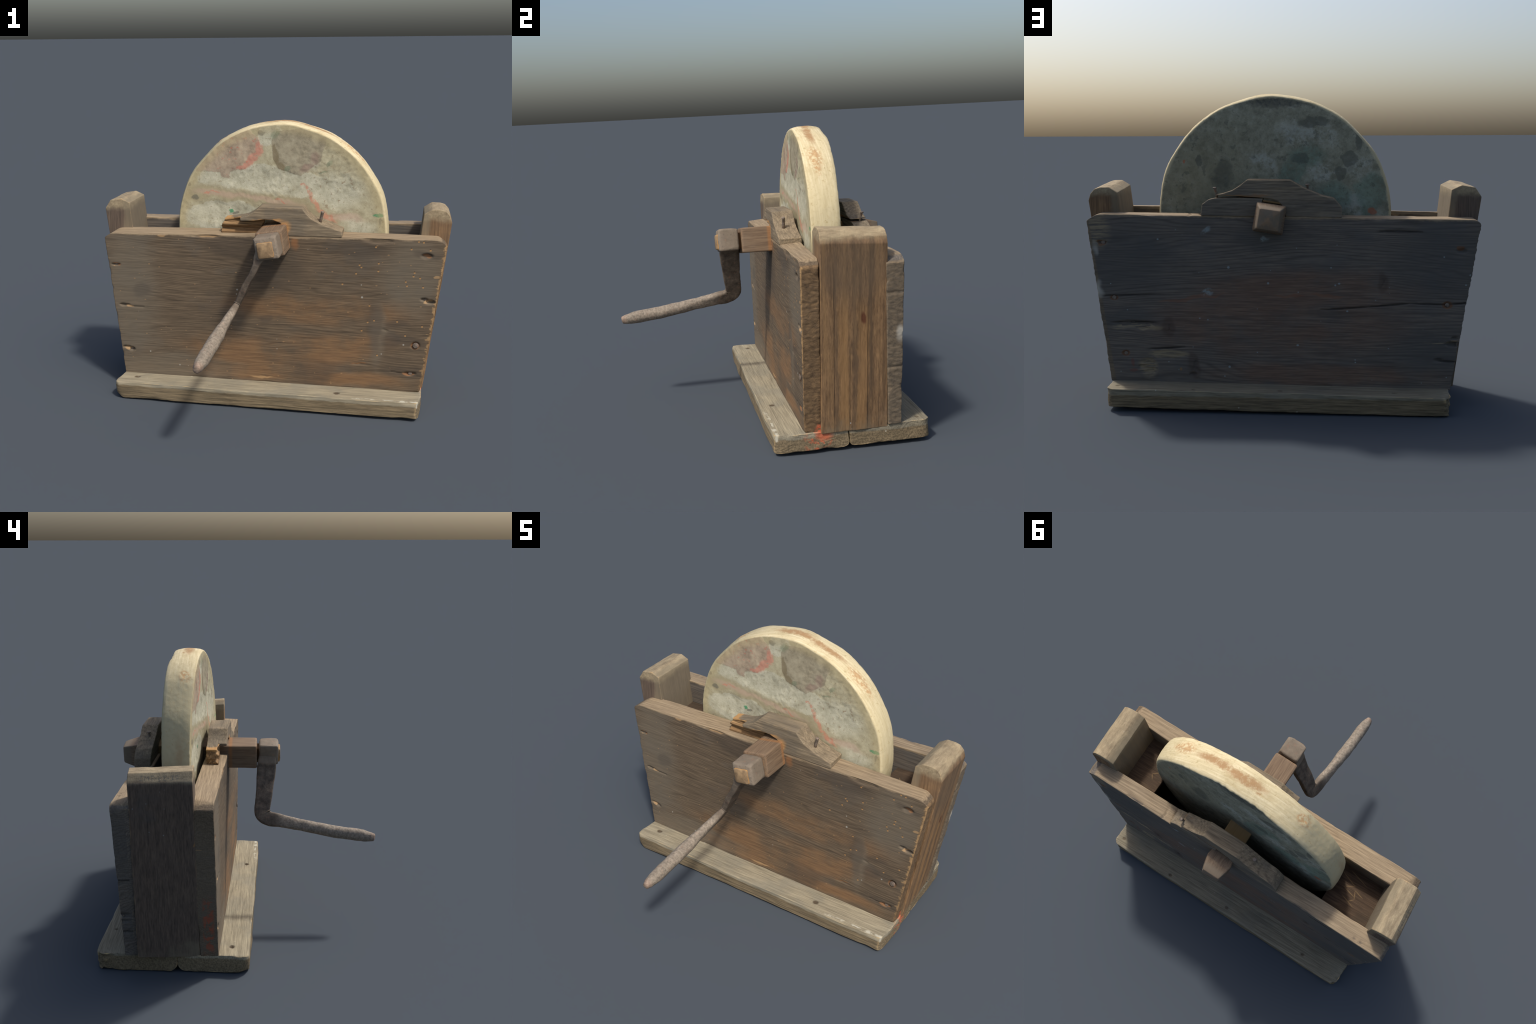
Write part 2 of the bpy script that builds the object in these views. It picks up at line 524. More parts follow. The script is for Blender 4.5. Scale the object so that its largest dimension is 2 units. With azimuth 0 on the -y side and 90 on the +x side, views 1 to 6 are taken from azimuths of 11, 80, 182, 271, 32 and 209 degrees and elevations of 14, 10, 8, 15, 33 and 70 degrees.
    end = s.mul(end, s.step(s.math("ABSOLUTE", s.math("SUBTRACT", y, 0.168)), 0.035, 0.018), s.step(s.math("ABSOLUTE", s.math("SUBTRACT", z, 0.27)), 0.20, 0.10))
    col = s.mix(s.mul(end, s.step(n, 0.46, 0.56), 0.75), col, srgb(150, 78, 54))
    endp = s.mul(s.math("GREATER_THAN", x, 0.845), s.step(s.vec("DISTANCE", w, (0.85, 0.155, 0.12)), 0.05, 0.02))
    col = s.mix(s.mul(endp, s.step(n, 0.45, 0.55), 0.8), col, srgb(206, 92, 60))
    col = s.mix(edge_wear(s), col, PALE)
    return s.done(col, 0.86, h, 0.28, 0.003)


def back_board_material():
    s = Shader("dark_back_board")
    col, h, fibre, big = wood(s, "x", srgb(84, 79, 74), srgb(102, 95, 87), srgb(122, 111, 98), 0.017, 0.36, 0.45, srgb(86, 86, 84), 5.0, 0.2)
    w = s.warped(0.05, 5.0)
    out = s.math("GREATER_THAN", s.xyz(s.P)[1], 0.56)
    warm = s.union([s.blob(w, 0.05, 0.42, 0.62, 0.16, 0, 1.3), s.blob(w, -0.2, 0.16, 0.55, 0.06, 0, 1.3), s.blob(w, -0.1, 0.6, 0.5, 0.1, 0, 1.3)])
    col = s.mix(s.mul(s.step(warm, 0.0, 1.0), s.step(big, 0.28, 0.6), 0.75, out), col, s.mix(s.step(fibre, 0.35, 0.65), srgb(98, 76, 62), srgb(122, 96, 78)))
    flame = s.union([s.streak(w, -0.32, 0.568, -0.15, 0.575, 0.010), s.streak(w, 0.30, 0.575, 0.62, 0.535, 0.010), s.streak(w, 0.02, 0.57, -0.1, 0.56, 0.008)])
    col = s.mix(s.mul(s.fray(flame, fibre), 0.4, out), col, srgb(128, 86, 62))
    dark = s.union([s.blob(w, 0.80, 0.75, 0.26, 0.18, 0, 1.4), s.blob(w, -0.8, 0.75, 0.24, 0.20, 0, 1.4), s.blob(w, -0.75, 0.28, 0.18, 0.12, 0, 1.3), s.blob(w, 0.1, 0.86, 0.14, 0.06, 0, 1.2), s.blob(w, 0.8, 0.45, 0.16, 0.05, 0, 1.2)])
    col = s.mix(s.mul(s.fray(dark, fibre), 0.45, out), col, srgb(70, 72, 72))
    knots = s.union([s.blob(w, -0.516, 0.645, 0.035, 0.045, 0, 0.9), s.blob(w, 0.574, 0.403, 0.045, 0.05, 0, 0.9), s.blob(w, 0.455, 0.20, 0.035, 0.07, 0, 0.9)])
    col = s.mix(s.mul(s.fray(knots, fibre), 0.38, out), col, srgb(66, 50, 42))
    bare = s.union([s.streak(w, 0.86, 0.412, 0.63, 0.405, 0.016), s.blob(w, 0.69, 0.19, 0.05, 0.05, 0, 0.8), s.streak(w, 0.67, 0.262, 0.50, 0.25, 0.022), s.streak(w, -0.72, 0.342, -0.86, 0.33, 0.008), s.blob(w, 0.93, 0.90, 0.05, 0.07, 0, 1.2)])
    col = s.mix(s.mul(bare, s.step(fibre, 0.4, 0.56), 0.75, out), col, srgb(148, 132, 104))
    rust = s.union([s.blob(w, 0.913, 0.838, 0.022, 0.011), s.blob(w, -0.893, 0.806, 0.022, 0.011), s.blob(s.P, -0.83, 0.531, 0.026, 0.02), s.blob(s.P, 0.857, 0.553, 0.022, 0.014), s.blob(s.P, 0.805, 0.262, 0.022, 0.016)])
    col = s.mix(s.mul(rust, 0.7, out), col, srgb(112, 76, 50))
    red = s.union([s.blob(w, 0.772, 0.205, 0.008, 0.022), s.blob(w, 0.772, 0.165, 0.02, 0.008)])
    col = s.mix(s.mul(red, 0.4, out), col, srgb(120, 66, 56))
    paint = s.union([s.blob(w, 0.372, 0.585, 0.03, 0.018, -0.5, 0.8), s.blob(w, 0.379, 0.886, 0.022, 0.012, -0.3, 0.9), s.blob(w, 0.09, 0.862, 0.02, 0.008, 0, 0.9)])
    sp = s.union([s.specks(s.mapping(s.P, (1, 0, 2), scale=(1, 0.2, 1)), 15.0, 0.30, 0.10), s.specks(s.mapping(s.P, (4, 0, 2), scale=(0.8, 0.2, 1)), 30.0, 0.14, 0.16)])
    col = s.mix(s.mul(s.union([s.mul(paint, s.step(s.noise(s.P, 40, 4, 0.7), 0.36, 0.6)), sp]), 0.55, out), col, srgb(146, 160, 160))
    tan = s.specks(s.mapping(s.warped(0.02, 30), (7, 0, 1), scale=(0.6, 0.2, 1)), 16.0, 0.12, 0.14)
    col = s.mix(s.mul(tan, 0.6), col, srgb(150, 112, 70))
    x, y, z = s.xyz(s.P)
    x, y, z = s.xyz(s.P)
    ragged = s.math("MULTIPLY", s.math("SUBTRACT", s.noise(s.mapping(s.P, scale=(1, 2, 1)), 11, 5, 0.65), 0.5), 0.030)
    top = s.math("ADD", s.math("SUBTRACT", z, s.math("MULTIPLY_ADD", x, 0.012, 0.970)), ragged)
    bare = s.ramp(fibre, [(0.3, srgb(114, 98, 78)), (0.5, srgb(144, 126, 101)), (0.7, srgb(168, 149, 120))])
    col = s.mix(s.mul(s.step(top, -0.012, -0.001), 0.85), col, bare)
    endx = s.math("SUBTRACT", s.math("ABSOLUTE", x), s.math("MULTIPLY_ADD", z, 0.141, 0.850))
    grain = s.noise(s.mapping(s.P, (3, 3, 3), scale=(0.4, 1, 1.6)), 34, 5, 0.7)
    col = s.mix(s.mul(s.step(endx, -0.012, -0.003), s.math("MULTIPLY_ADD", s.math("GREATER_THAN", x, 0.0), 0.5, 0.12)), col, s.ramp(grain, [(0.32, srgb(82, 72, 58)), (0.5, srgb(110, 96, 76)), (0.7, srgb(132, 114, 88))]))
    fissure = s.union([s.streak(s.P, a, b, c, d, 0.005, 0.8) for a, b, c, d in ((-0.22, 0.501, -0.44, 0.518), (-0.43, 0.517, -0.65, 0.538), (-0.64, 0.537, -0.83, 0.533), (-0.85, 0.536, -0.95, 0.546), (-0.49, 0.90, -0.69, 0.898),
                                                                               (0.63, 0.428, 0.86, 0.424), (0.50, 0.297, 0.68, 0.285), (0.95, 0.562, 0.60, 0.574), (-0.79, 0.243, -0.88, 0.240))])
    col = s.mix(s.mul(fissure, 0.7, out), col, srgb(34, 31, 29))
    white = s.union([s.step(s.vec("DISTANCE", s.mapping(w, scale=(1, 1, 0.5)), (0.95, 0.56, 0.41)), 0.026, 0.008), s.step(s.vec("DISTANCE", s.mapping(w, scale=(1, 1, 0.5)), (0.935, 0.565, 0.30)), 0.035, 0.01)])
    col = s.mix(s.mul(white, s.math("GREATER_THAN", x, 0.84), 0.65), col, srgb(186, 182, 170))
    col = s.mix(edge_wear(s, amount=0.7), col, PALE)
    return s.done(col, 0.86, h, 0.18, 0.003)


def end_board_material(side):
    s = Shader("end_board_wood" if side > 0 else "marked_end_board_wood")
    if side > 0:
        col, h, fibre, big = wood(s, "z", srgb(92, 71, 51), srgb(128, 101, 73), srgb(156, 124, 88), 0.045, 0.14, 0.5, srgb(104, 84, 66), 11.0)
        w = s.warped(0.03, 6.0)
        x, y, z = s.xyz(w)
        long = s.noise(s.mapping(s.P, (4, 4, 4), scale=(1, 26, 0.9)), 1.0, 4, 0.6)
        col = s.mix(s.mul(s.step(long, 0.5, 0.62), 0.5), col, srgb(84, 67, 50))
        col = s.mix(s.mul(s.step(long, 0.46, 0.36), 0.4), col, srgb(148, 117, 80))
        band = lambda c, r: s.step(s.math("ABSOLUTE", s.math("SUBTRACT", y, c)), r * 1.3, r * 0.5)
        col = s.mix(s.mul(s.union([band(0.275, 0.03), band(0.37, 0.03)]), s.step(z, 0.85, 0.6), 0.4), col, srgb(150, 114, 72))
        col = s.mix(s.mul(s.union([band(0.33, 0.012), band(0.405, 0.010), band(0.235, 0.01)]), 0.45), col, srgb(82, 68, 54))
        zz = s.xyz(s.warped(0.006, 5.0))
        slit = lambda c, r: s.step(s.math("ABSOLUTE", s.math("SUBTRACT", zz[1], c)), r, r * 0.3)
        split = s.union([s.mul(slit(0.392, 0.0045), s.step(z, 0.80, 0.70)), s.mul(slit(0.303, 0.003), s.step(z, 0.62, 0.5)), s.mul(slit(0.225, 0.0035), s.step(z, 1.0, 0.9)), s.mul(slit(0.45, 0.0025), s.step(z, 0.5, 0.4))])
        col = s.mix(s.mul(split, 0.65), col, srgb(54, 42, 32))
        greyish = s.step(s.vec("DISTANCE", s.mapping(w, scale=(0.2, 1, 1)), (0.18, 0.32, 0.93)), 0.22, 0.08)
        col = s.mix(s.mul(greyish, 0.5), col, srgb(98, 84, 68))
        slot = s.union([s.step(s.vec("DISTANCE", s.mapping(w, scale=(0.1, 1, 0.4)), (0.094, 0.37, 0.276)), 0.016, 0.006)])
        col = s.mix(s.mul(slot, 0.8), col, srgb(84, 44, 30))
        drip = s.specks(s.mapping(s.P, scale=(0.2, 1, 0.7)), 22.0, 0.22, 0.13)
        col = s.mix(s.mul(drip, 0.7), col, srgb(190, 188, 180))
    else:
        col, h, fibre, big = wood(s, "z", srgb(72, 62, 55), srgb(96, 83, 72), srgb(116, 100, 84), 0.045, 0.12, 0.5, srgb(82, 78, 74), 23.0)
        # faded ink number on the sloping top: short pen strokes in the (y, z) plane
        w = s.warped(0.0025, 60)
        T, B, M = 1.1015, 1.083, 1.092
        L = [(0.474, T, 0.474, B), (0.481, T, 0.467, T), (0.481, B, 0.467, B),
             (0.457, B, 0.457, T), (0.457, T, 0.447, M), (0.447, M, 0.437, T), (0.437, T, 0.437, B),
             (0.430, T, 0.414, T), (0.422, T, 0.422, B), (0.407, M, 0.400, M),
             (0.376, T - .008, 0.390, T - .008), (0.390, T - .008, 0.390, M - .006), (0.390, M - .006, 0.378, M - .010), (0.378, M - .010, 0.390, B - .006),
             (0.370, T - .003, 0.354, T - .003), (0.354, T - .003, 0.369, B + .001), (0.369, B, 0.351, B), (0.346, M, 0.341, M),
             (0.331, T, 0.318, T), (0.318, T, 0.325, M), (0.325, M, 0.316, B + .004), (0.316, B + .004, 0.331, B),
             (0.295, T, 0.308, T), (0.308, T, 0.308, M + .002), (0.308, M + .002, 0.297, M - .002), (0.297, M - .002, 0.308, B + .002)]
        ink = s.union([s.stroke_yz(w, a, b, c, d, 0.0021) for a, b, c, d in L])
        ink = s.mul(ink, s.math("LESS_THAN", s.xyz(s.P)[0], -0.90), s.step(s.noise(s.P, 90, 2), 0.25, 0.5))
        drip = s.specks(s.mapping(s.P, scale=(0.2, 1, 0.8)), 26.0, 0.2, 0.12)
        col = s.mix(s.mul(drip, 0.45), col, srgb(150, 156, 156))
        tan = s.specks(s.mapping(s.warped(0.02, 30), (7, 0, 1), scale=(0.2, 1, 0.7)), 16.0, 0.10, 0.14)
        col = s.mix(s.mul(tan, 0.6), col, srgb(150, 112, 70))
    # bare, rubbed top
    x, y, z = s.xyz(s.warped(0.02, 14))
    top = s.step(z, 1.055, 1.095)
    worn = s.noise(s.mapping(s.P, (3, 3, 3), scale=(5, 1.3, 5)), 9.0, 7, 0.7)
    col = s.mix(s.mul(top, 0.85), col, s.ramp(worn, [(0.3, srgb(122, 108, 86)), (0.5, srgb(152, 137, 110)), (0.7, srgb(178, 162, 130))]))
    if side < 0:
        col = s.mix(s.mul(ink, 0.55), col, srgb(70, 76, 80))
    inner = s.step(s.math("ABSOLUTE", x), 0.885, 0.862)
    col = s.mix(s.mul(inner, 0.6), col, srgb(124, 114, 94))
    col = s.mix(edge_wear(s, amount=0.75), col, PALE)
    return s.done(col, 0.86, h, 0.5, 0.004)


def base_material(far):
    s = Shader("shade_darkened_base_plank" if far else "grey_base_plank")
    k = 0.84 if far else 0.95  # far plank's colours scaled down to match the shade on the back ledge
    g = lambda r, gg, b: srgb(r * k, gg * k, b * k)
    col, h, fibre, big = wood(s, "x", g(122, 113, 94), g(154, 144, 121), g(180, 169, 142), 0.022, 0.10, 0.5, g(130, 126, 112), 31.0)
    x, y, z = s.xyz(s.P)
    w = s.warped(0.03, 9.0)
    wx, wy, wz = s.xyz(w)
    # narrow edges browner and a little darker than the top
    rim = s.step(s.math("SUBTRACT", z, s.math("MULTIPLY", s.math("SUBTRACT", s.noise(s.P, 14, 3), 0.5), 0.02)), 0.088, 0.078)
    col = s.mix(s.mul(rim, 0.75), col, s.mix(s.step(fibre, 0.35, 0.65), srgb(84, 71, 51), srgb(126, 107, 78)))
    flat = s.mapping(s.P, scale=(1, 1, 0))
    d = None
    for hx, hy in ((-0.774, 0.054), (0.405, 0.0), (-0.568, 0.704), (0.829, 0.665), (0.432, 0.712), (0.003, 0.703)):
        e = s.vec("DISTANCE", s.mapping(flat, scale=(0.75, 1, 0)), (hx * 0.75, hy, 0))
        d = e if d is None else s.math("MINIMUM", d, e)
    col = s.mix(s.mul(s.step(d, 0.013, 0.006) if far else s.step(d, 0.018, 0.009), 0.6 if far else 0.85), col, srgb(70, 56, 42))
    # flaked white paint on the front arris, red paint at the end
    white = s.mul(s.step(wx, 0.42, 0.56), s.step(s.math("ABSOLUTE", s.math("ADD", wy, s.math("MULTIPLY_ADD", x, 0.0186, 0.042))), 0.011, 0.003), s.step(wz, 0.070, 0.082), s.step(s.noise(s.P, 22, 4), 0.40, 0.52))
    col = s.mix(s.mul(white, 0.6), col, srgb(204, 200, 182))
    n = s.noise(s.P, 30, 4, 0.65)
    red = s.mul(s.math("GREATER_THAN", x, 0.80), s.union([s.step(s.vec("DISTANCE", s.mapping(w, scale=(0.3, 0.8, 1.2)), (0.258, 0.136, 0.11)), 0.05, 0.022), s.mul(s.step(s.vec("DISTANCE", s.mapping(w, scale=(0.3, 1, 1)), (0.258, 0.15, 0.07)), 0.09, 0.04), s.step(n, 0.5, 0.6))]))
    col = s.mix(s.mul(red, s.step(n, 0.28, 0.40), 0.85), col, srgb(188, 100, 68))
    sp = s.specks(s.mapping(s.P, scale=(1, 1, 1)), 24.0, 0.15, 0.12)
    col = s.mix(s.mul(sp, 0.4), col, srgb(196, 192, 176))
    tan = s.mul(edge_wear(s, 0.51, 0.58, 0.85, 16))
    col = s.mix(tan, col, srgb(204, 172, 118))
    return s.done(col, 0.88, h, 0.6, 0.005)


def floor_material():
    s = Shader("brown_trough_floor")
    col, h, fibre, big = wood(s, "x", srgb(54, 43, 34), srgb(76, 61, 48), srgb(100, 82, 64), 0.03, 0.2, 0.6, srgb(62, 54, 44), 37.0)
    marks = None      # scratched tally marks
    for x0, y0, x1, y1 in ((-0.56, 0.28, -0.66, 0.32), (-0.66, 0.32, -0.60, 0.35), (-0.60, 0.35, -0.69, 0.38), (-0.60, 0.25, -0.72, 0.29), (-0.67, 0.34, -0.69, 0.39), (-0.67, 0.34, -0.73, 0.36), (-0.69, 0.39, -0.66, 0.42), (-0.62, 0.40, -0.70, 0.43),
                           (0.66, 0.33, 0.70, 0.36), (0.70, 0.36, 0.68, 0.39)):
        a = math.atan2(y1 - y0, x1 - x0)
        m = s.mapping(s.P, ((x0 + x1) / 2, (y0 + y1) / 2, 0), (0, 0, a), (math.hypot(x1 - x0, y1 - y0) / 2, 0.003, 1e4), "TEXTURE")
        m = s.step(s.vec("LENGTH", m), 1.3, 0.6)
        marks = m if marks is None else s.math("MAXIMUM", marks, m)
    col = s.mix(s.mul(marks, 0.35), col, srgb(150, 124, 86))
    return s.done(col, 0.9, h, 0.5, 0.004)


def block_material():
    s = Shader("bearing_block_wood")
    col, h, fibre, big = wood(s, "x", srgb(98, 87, 72), srgb(131, 117, 96), srgb(160, 143, 116), 0.026, 0.28, 0.5, srgb(98, 92, 82), 43.0)
    w = s.warped(0.015, 18)
    x, y, z = s.xyz(s.P)
    fr = s.math("LESS_THAN", y, 0.35)
    broken = s.union([s.blob(w, -0.255, 1.035, 0.03, 0.022, 0, 0.6), s.blob(w, -0.215, 1.052, 0.05, 0.010, 0, 0.6), s.blob(w, -0.02, 1.05, 0.10, 0.014, 0.1, 0.8), s.blob(w, 0.09, 1.02, 0.03, 0.04, -0.8, 0.8)])
    col = s.mix(s.mul(broken, fr, 0.7), col, srgb(186, 140, 84))
    split = s.mul(s.math("GREATER_THAN", y, 0.45), s.blob(w, 0.2, 1.074, 0.15, 0.007, -0.03, 0.5))
    col = s.mix(s.mul(split, 0.8), col, srgb(150, 106, 62))
    outer = s.math("ADD", y, s.math("MULTIPLY_ADD", x, 0.032, s.math("MULTIPLY_ADD", z, 0.05, -0.04875)))
    col = s.mix(s.mul(s.step(outer, 0.600, 0.604), 0.85), col, s.ramp(fibre, [(0.3, srgb(74, 69, 62)), (0.5, srgb(98, 91, 81)), (0.7, srgb(120, 111, 98))]))
    col = s.mix(edge_wear(s, amount=0.6), col, srgb(190, 160, 116))
    return s.done(col, 0.86, h, 0.55, 0.004)


def inner_split_material():
    s = Shader("fresh_split_wood")
    col, h, fibre, big = wood(s, "x", srgb(84, 65, 46), srgb(138, 108, 74), srgb(192, 156, 108), 0.02, 0.4, 0.5, srgb(92, 70, 48), 47.0)
    return s.done(col, 0.86, h, 0.6, 0.005)


def axle_material():
    s = Shader("greasy_axle_wood")
    col, h, fibre, big = wood(s, "y", srgb(92, 75, 60), srgb(118, 98, 78), srgb(143, 121, 96), 0.03, 0.06, 0.5, srgb(120, 104, 86), 53.0)
    x, y, z = s.xyz(s.P)
    rub = s.mul(s.step(s.math("ABSOLUTE", s.math("SUBTRACT", y, 0.083)), 0.016, 0.004), 0.5)
    col = s.mix(rub, col, srgb(158, 108, 62))
    hid = s.mul(s.step(y, 0.38, 0.42), s.step(y, 0.53, 0.50))
    col = s.mix(s.mul(hid, 0.6), col, srgb(156, 128, 78))
    ends = s.step(y, 0.66, 0.69)
    col = s.mix(s.mul(ends, 0.8), col, srgb(118, 106, 90))
    g = s.step(s.math("SUBTRACT", y, s.math("MULTIPLY", s.noise(s.P, 18, 3), 0.06)), 0.66, 0.62)
    col = s.mix(edge_wear(s, amount=0.55), col, srgb(196, 138, 84))
    return s.done(col, 0.7, h, 0.25, 0.003)


def iron_material():
    s = Shader("rusty_forged_iron")
    n = s.noise(s.P, 26, 6, 0.7)
    m = s.noise(s.mapping(s.P, (4, 2, 1)), 75, 4, 0.6)
    col = s.ramp(n, [(0.3, srgb(64, 57, 50)), (0.5, srgb(94, 84, 73)), (0.72, srgb(122, 109, 94))])
    y = s.xyz(s.P)[1]
    eye = s.mul(s.step(s.xyz(s.P)[2], 0.90, 0.925), s.step(y, -0.01, -0.02))
    col = s.mix(s.mul(eye, 0.5), col, srgb(140, 126, 108))
    grip = s.step(s.math("ADD", y, s.math("MULTIPLY", s.math("SUBTRACT", n, 0.5), 0.1)), -0.17, -0.24)
    col = s.mix(s.mul(grip, 0.75), col, s.ramp(m, [(0.3, srgb(110, 101, 90)), (0.5, srgb(140, 129, 114)), (0.7, srgb(166, 153, 136))]))
    rust = s.noise(s.mapping(s.P, (9, 9, 9)), 40, 5, 0.7)
    col = s.mix(s.mul(s.step(rust, 0.56, 0.68), 0.3), col, srgb(148, 110, 90))
    tip = s.step(y, -0.725, -0.755)
    col = s.mix(s.mul(tip, 0.2), col, srgb(160, 118, 98))
    col = s.mix(s.mul(s.step(rust, 0.42, 0.33), 0.4), col, srgb(66, 62, 58))
    return s.done(col, 0.72, s.math("ADD", n, s.math("MULTIPLY", m, 0.6)), 0.5, 0.004)


def pin_material():
    s = Shader("axle_tenon_wood")
    n = s.noise(s.P, 30, 5, 0.65)
    col = s.ramp(n, [(0.3, srgb(112, 92, 70)), (0.55, srgb(146, 122, 92)), (0.75, srgb(168, 142, 106))])
    y = s.xyz(s.P)[1]
    col = s.mix(s.mul(s.step(y, -0.209, -0.204), 0.85), col, srgb(168, 126, 72))
    col = s.mix(s.mul(s.step(y, -0.15, -0.13), 0.9), col, srgb(58, 42, 30))
    return s.done(col, 0.8, n, 0.3, 0.003)


def nail_material():
    s = Shader("old_nail_iron")
    n = s.noise(s.P, 60, 4, 0.6)
    return s.done(s.ramp(n, [(0.3, srgb(78, 68, 60)), (0.55, srgb(124, 112, 100)), (0.75, srgb(132, 92, 68))]), 0.6, n, 0.3, 0.002)


WC = (0.047, 0.968)


def stone_fields(name):
    s = Shader(name)
    P = s.P
    x, y, z = s.xyz(P)
    dx, dz = s.math("SUBTRACT", x, WC[0]), s.math("SUBTRACT", z, WC[1])
    rad = s.math("SQRT", s.math("ADD", s.mul(dx, dx), s.mul(dz, dz)))
    ang = s.math("ARCTAN2", dx, dz)
    w = s.warped(0.040, 7.0, 3.0)
    w2 = s.warped(0.017, 34.0, 7.0)
    ww = s.vec("ADD", w, s.vec("SUBTRACT", w2, P))
    n5 = s.noise(P, 5, 6, 0.62)
    n18 = s.noise(s.mapping(P, (2, 3, 4)), 18, 9, 0.74)
    n60 = s.noise(s.mapping(P, (7, 3, 4)), 60, 5, 0.65)
    return s, P, x, y, z, rad, ang, ww, w2, n5, n18, n60


CREAM = srgb(208, 194, 156)


def stone_front_material():
    s, P, x, y, z, rad, ang, ww, w2, n5, n18, n60 = stone_fields("chipped_painted_sandstone")
    # ---- crank side
    wp = s.vec("ADD", s.warped(0.016, 13.0, 8.0), s.vec("MULTIPLY", s.vec("SUBTRACT", w2, P), (0.4, 0.4, 0.4)))
    tan = s.ramp(n18, [(0.3, srgb(140, 132, 106)), (0.5, srgb(166, 158, 130)), (0.7, srgb(186, 179, 150))])
    chalk = s.ramp(n18, [(0.3, srgb(152, 147, 124)), (0.5, srgb(179, 175, 152)), (0.7, srgb(198, 194, 171))])
    rough = s.union([s.blob(ww, -0.08, 1.26, 0.26, 0.085, 0.0, 0.16), s.blob(ww, 0.13, 1.23, 0.20, 0.075, 0, 0.16), s.blob(ww, -0.28, 1.25, 0.16, 0.05, -0.1, 0.16), s.blob(ww, -0.30, 1.05, 0.22, 0.075, 0.1, 0.16), s.blob(ww, -0.02, 1.52, 0.07, 0.06, 0.9, 0.2),
                     s.blob(ww, 0.36, 1.20, 0.14, 0.10, 0, 0.9), s.blob(ww, 0.43, 1.02, 0.16, 0.05, 0, 0.6), s.blob(ww, 0.22, 1.36, 0.05, 0.05, 0, 0.8)])
    front = s.mix(rough, tan, chalk)
    grit = s.mul(s.step(n60, 0.57, 0.68), 0.5)
    front = s.mix(grit, front, srgb(122, 106, 76))
    band = s.union([s.blob(ww, -0.42, 1.175, 0.12, 0.045, 0.25, 0.7), s.blob(ww, -0.22, 1.175, 0.22, 0.04, -0.12, 0.7), s.blob(ww, 0.06, 1.135, 0.25, 0.04, -0.15, 0.7), s.blob(ww, 0.28, 1.07, 0.14, 0.04, -0.45, 0.8)])
    front = s.mix(s.mul(band, 0.7), front, srgb(158, 147, 116))
    pink = s.union([s.blob(ww, -0.30, 1.175, 0.17, 0.018, -0.08, 1.0), s.blob(ww, -0.02, 1.145, 0.2, 0.016, -0.15, 1.0), s.blob(ww, 0.40, 1.06, 0.12, 0.02, 0, 1.2)])
    front = s.mix(s.mul(pink, 0.6), front, srgb(182, 156, 136))
    purple = s.union([s.patch(wp, [(-0.48, 1.30), (-0.25, 1.293), (-0.15, 1.32), (-0.055, 1.41), (-0.075, 1.49), (-0.16, 1.56), (-0.42, 1.43)]), s.patch(wp, [(-0.31, 1.32), (-0.29, 1.265), (-0.25, 1.262), (-0.235, 1.32)])])
    front = s.mix(s.mul(purple, 0.85), front, s.ramp(n18, [(0.35, srgb(132, 116, 100)), (0.5, srgb(160, 142, 122)), (0.7, srgb(178, 162, 138))]))
    salmon = s.union([s.streak(ww, -0.074, 1.475, -0.066, 1.405, 0.019), s.streak(ww, -0.085, 1.40, -0.15, 1.335, 0.024), s.streak(ww, -0.15, 1.34, -0.20, 1.325, 0.013)])
    front = s.mix(s.mul(salmon, s.step(n60, 0.34, 0.44), 0.7), front, srgb(190, 128, 108))
    redspeck = s.mul(s.blob(ww, -0.22, 1.41, 0.17, 0.10, 0.55, 0.6), s.step(s.noise(s.mapping(P, (1, 8, 4)), 34, 4, 0.7), 0.585, 0.64))
    front = s.mix(s.mul(redspeck, 0.55), front, srgb(184, 100, 80))
    greybrown = s.patch(wp, [(0.0, 1.475), (0.005, 1.40), (0.042, 1.322), (0.165, 1.285), (0.275, 1.37), (0.312, 1.50), (0.17, 1.552), (0.03, 1.535)])
    front = s.mix(s.mul(greybrown, 0.9), front, s.ramp(n18, [(0.33, srgb(122, 114, 95)), (0.5, srgb(148, 139, 117)), (0.7, srgb(166, 158, 135))]))
    dk = s.union([s.streak(wp, 0.012, 1.45, 0.035, 1.345, 0.016), s.streak(wp, 0.04, 1.35, 0.065, 1.325, 0.02)])
    front = s.mix(s.mul(dk, 0.6), front, srgb(112, 98, 70))
    mauve = s.union([s.blob(ww, 0.25, 1.38, 0.03, 0.035, 0, 0.8), s.blob(ww, 0.20, 1.325, 0.04, 0.02, 0.3, 0.8)])
    front = s.mix(s.mul(mauve, 0.5), front, srgb(136, 108, 98))
    redline = s.union([s.streak(w2, 0.165, 1.243, 0.195, 1.237, 0.006), s.streak(ww, 0.192, 1.232, 0.228, 1.165, 0.009), s.streak(ww, 0.222, 1.175, 0.275, 1.10, 0.013), s.streak(ww, 0.265, 1.11, 0.35, 1.035, 0.018),
                       s.streak(w2, 0.02, 1.153, 0.045, 1.149, 0.006), s.streak(w2, 0.05, 1.145, 0.095, 1.12, 0.004), s.streak(w2, -0.40, 1.165, -0.36, 1.187, 0.004), s.streak(w2, -0.36, 1.188, -0.30, 1.175, 0.003)])
    front = s.mix(s.mul(redline, s.step(n60, 0.36, 0.52), 0.62), front, srgb(192, 124, 100))
    green = s.union([s.blob(w2, 0.60, 1.082, 0.028, 0.010, 0, 0.4), s.blob(w2, -0.238, 1.074, 0.016, 0.011, -0.4, 0.5)])
    front = s.mix(s.mul(green, 0.9), front, srgb(74, 138, 98))
    gdk = s.union([s.streak(w2, 0.315, 1.345, 0.335, 1.37, 0.009), s.streak(w2, 0.27, 1.305, 0.315, 1.32, 0.005), s.blob(w2, 0.02, 1.515, 0.03, 0.02, 0.6, 0.8), s.blob(w2, 0.09, 1.325, 0.02, 0.014)])
    front = s.mix(s.mul(gdk, 0.55), front, srgb(112, 124, 98))
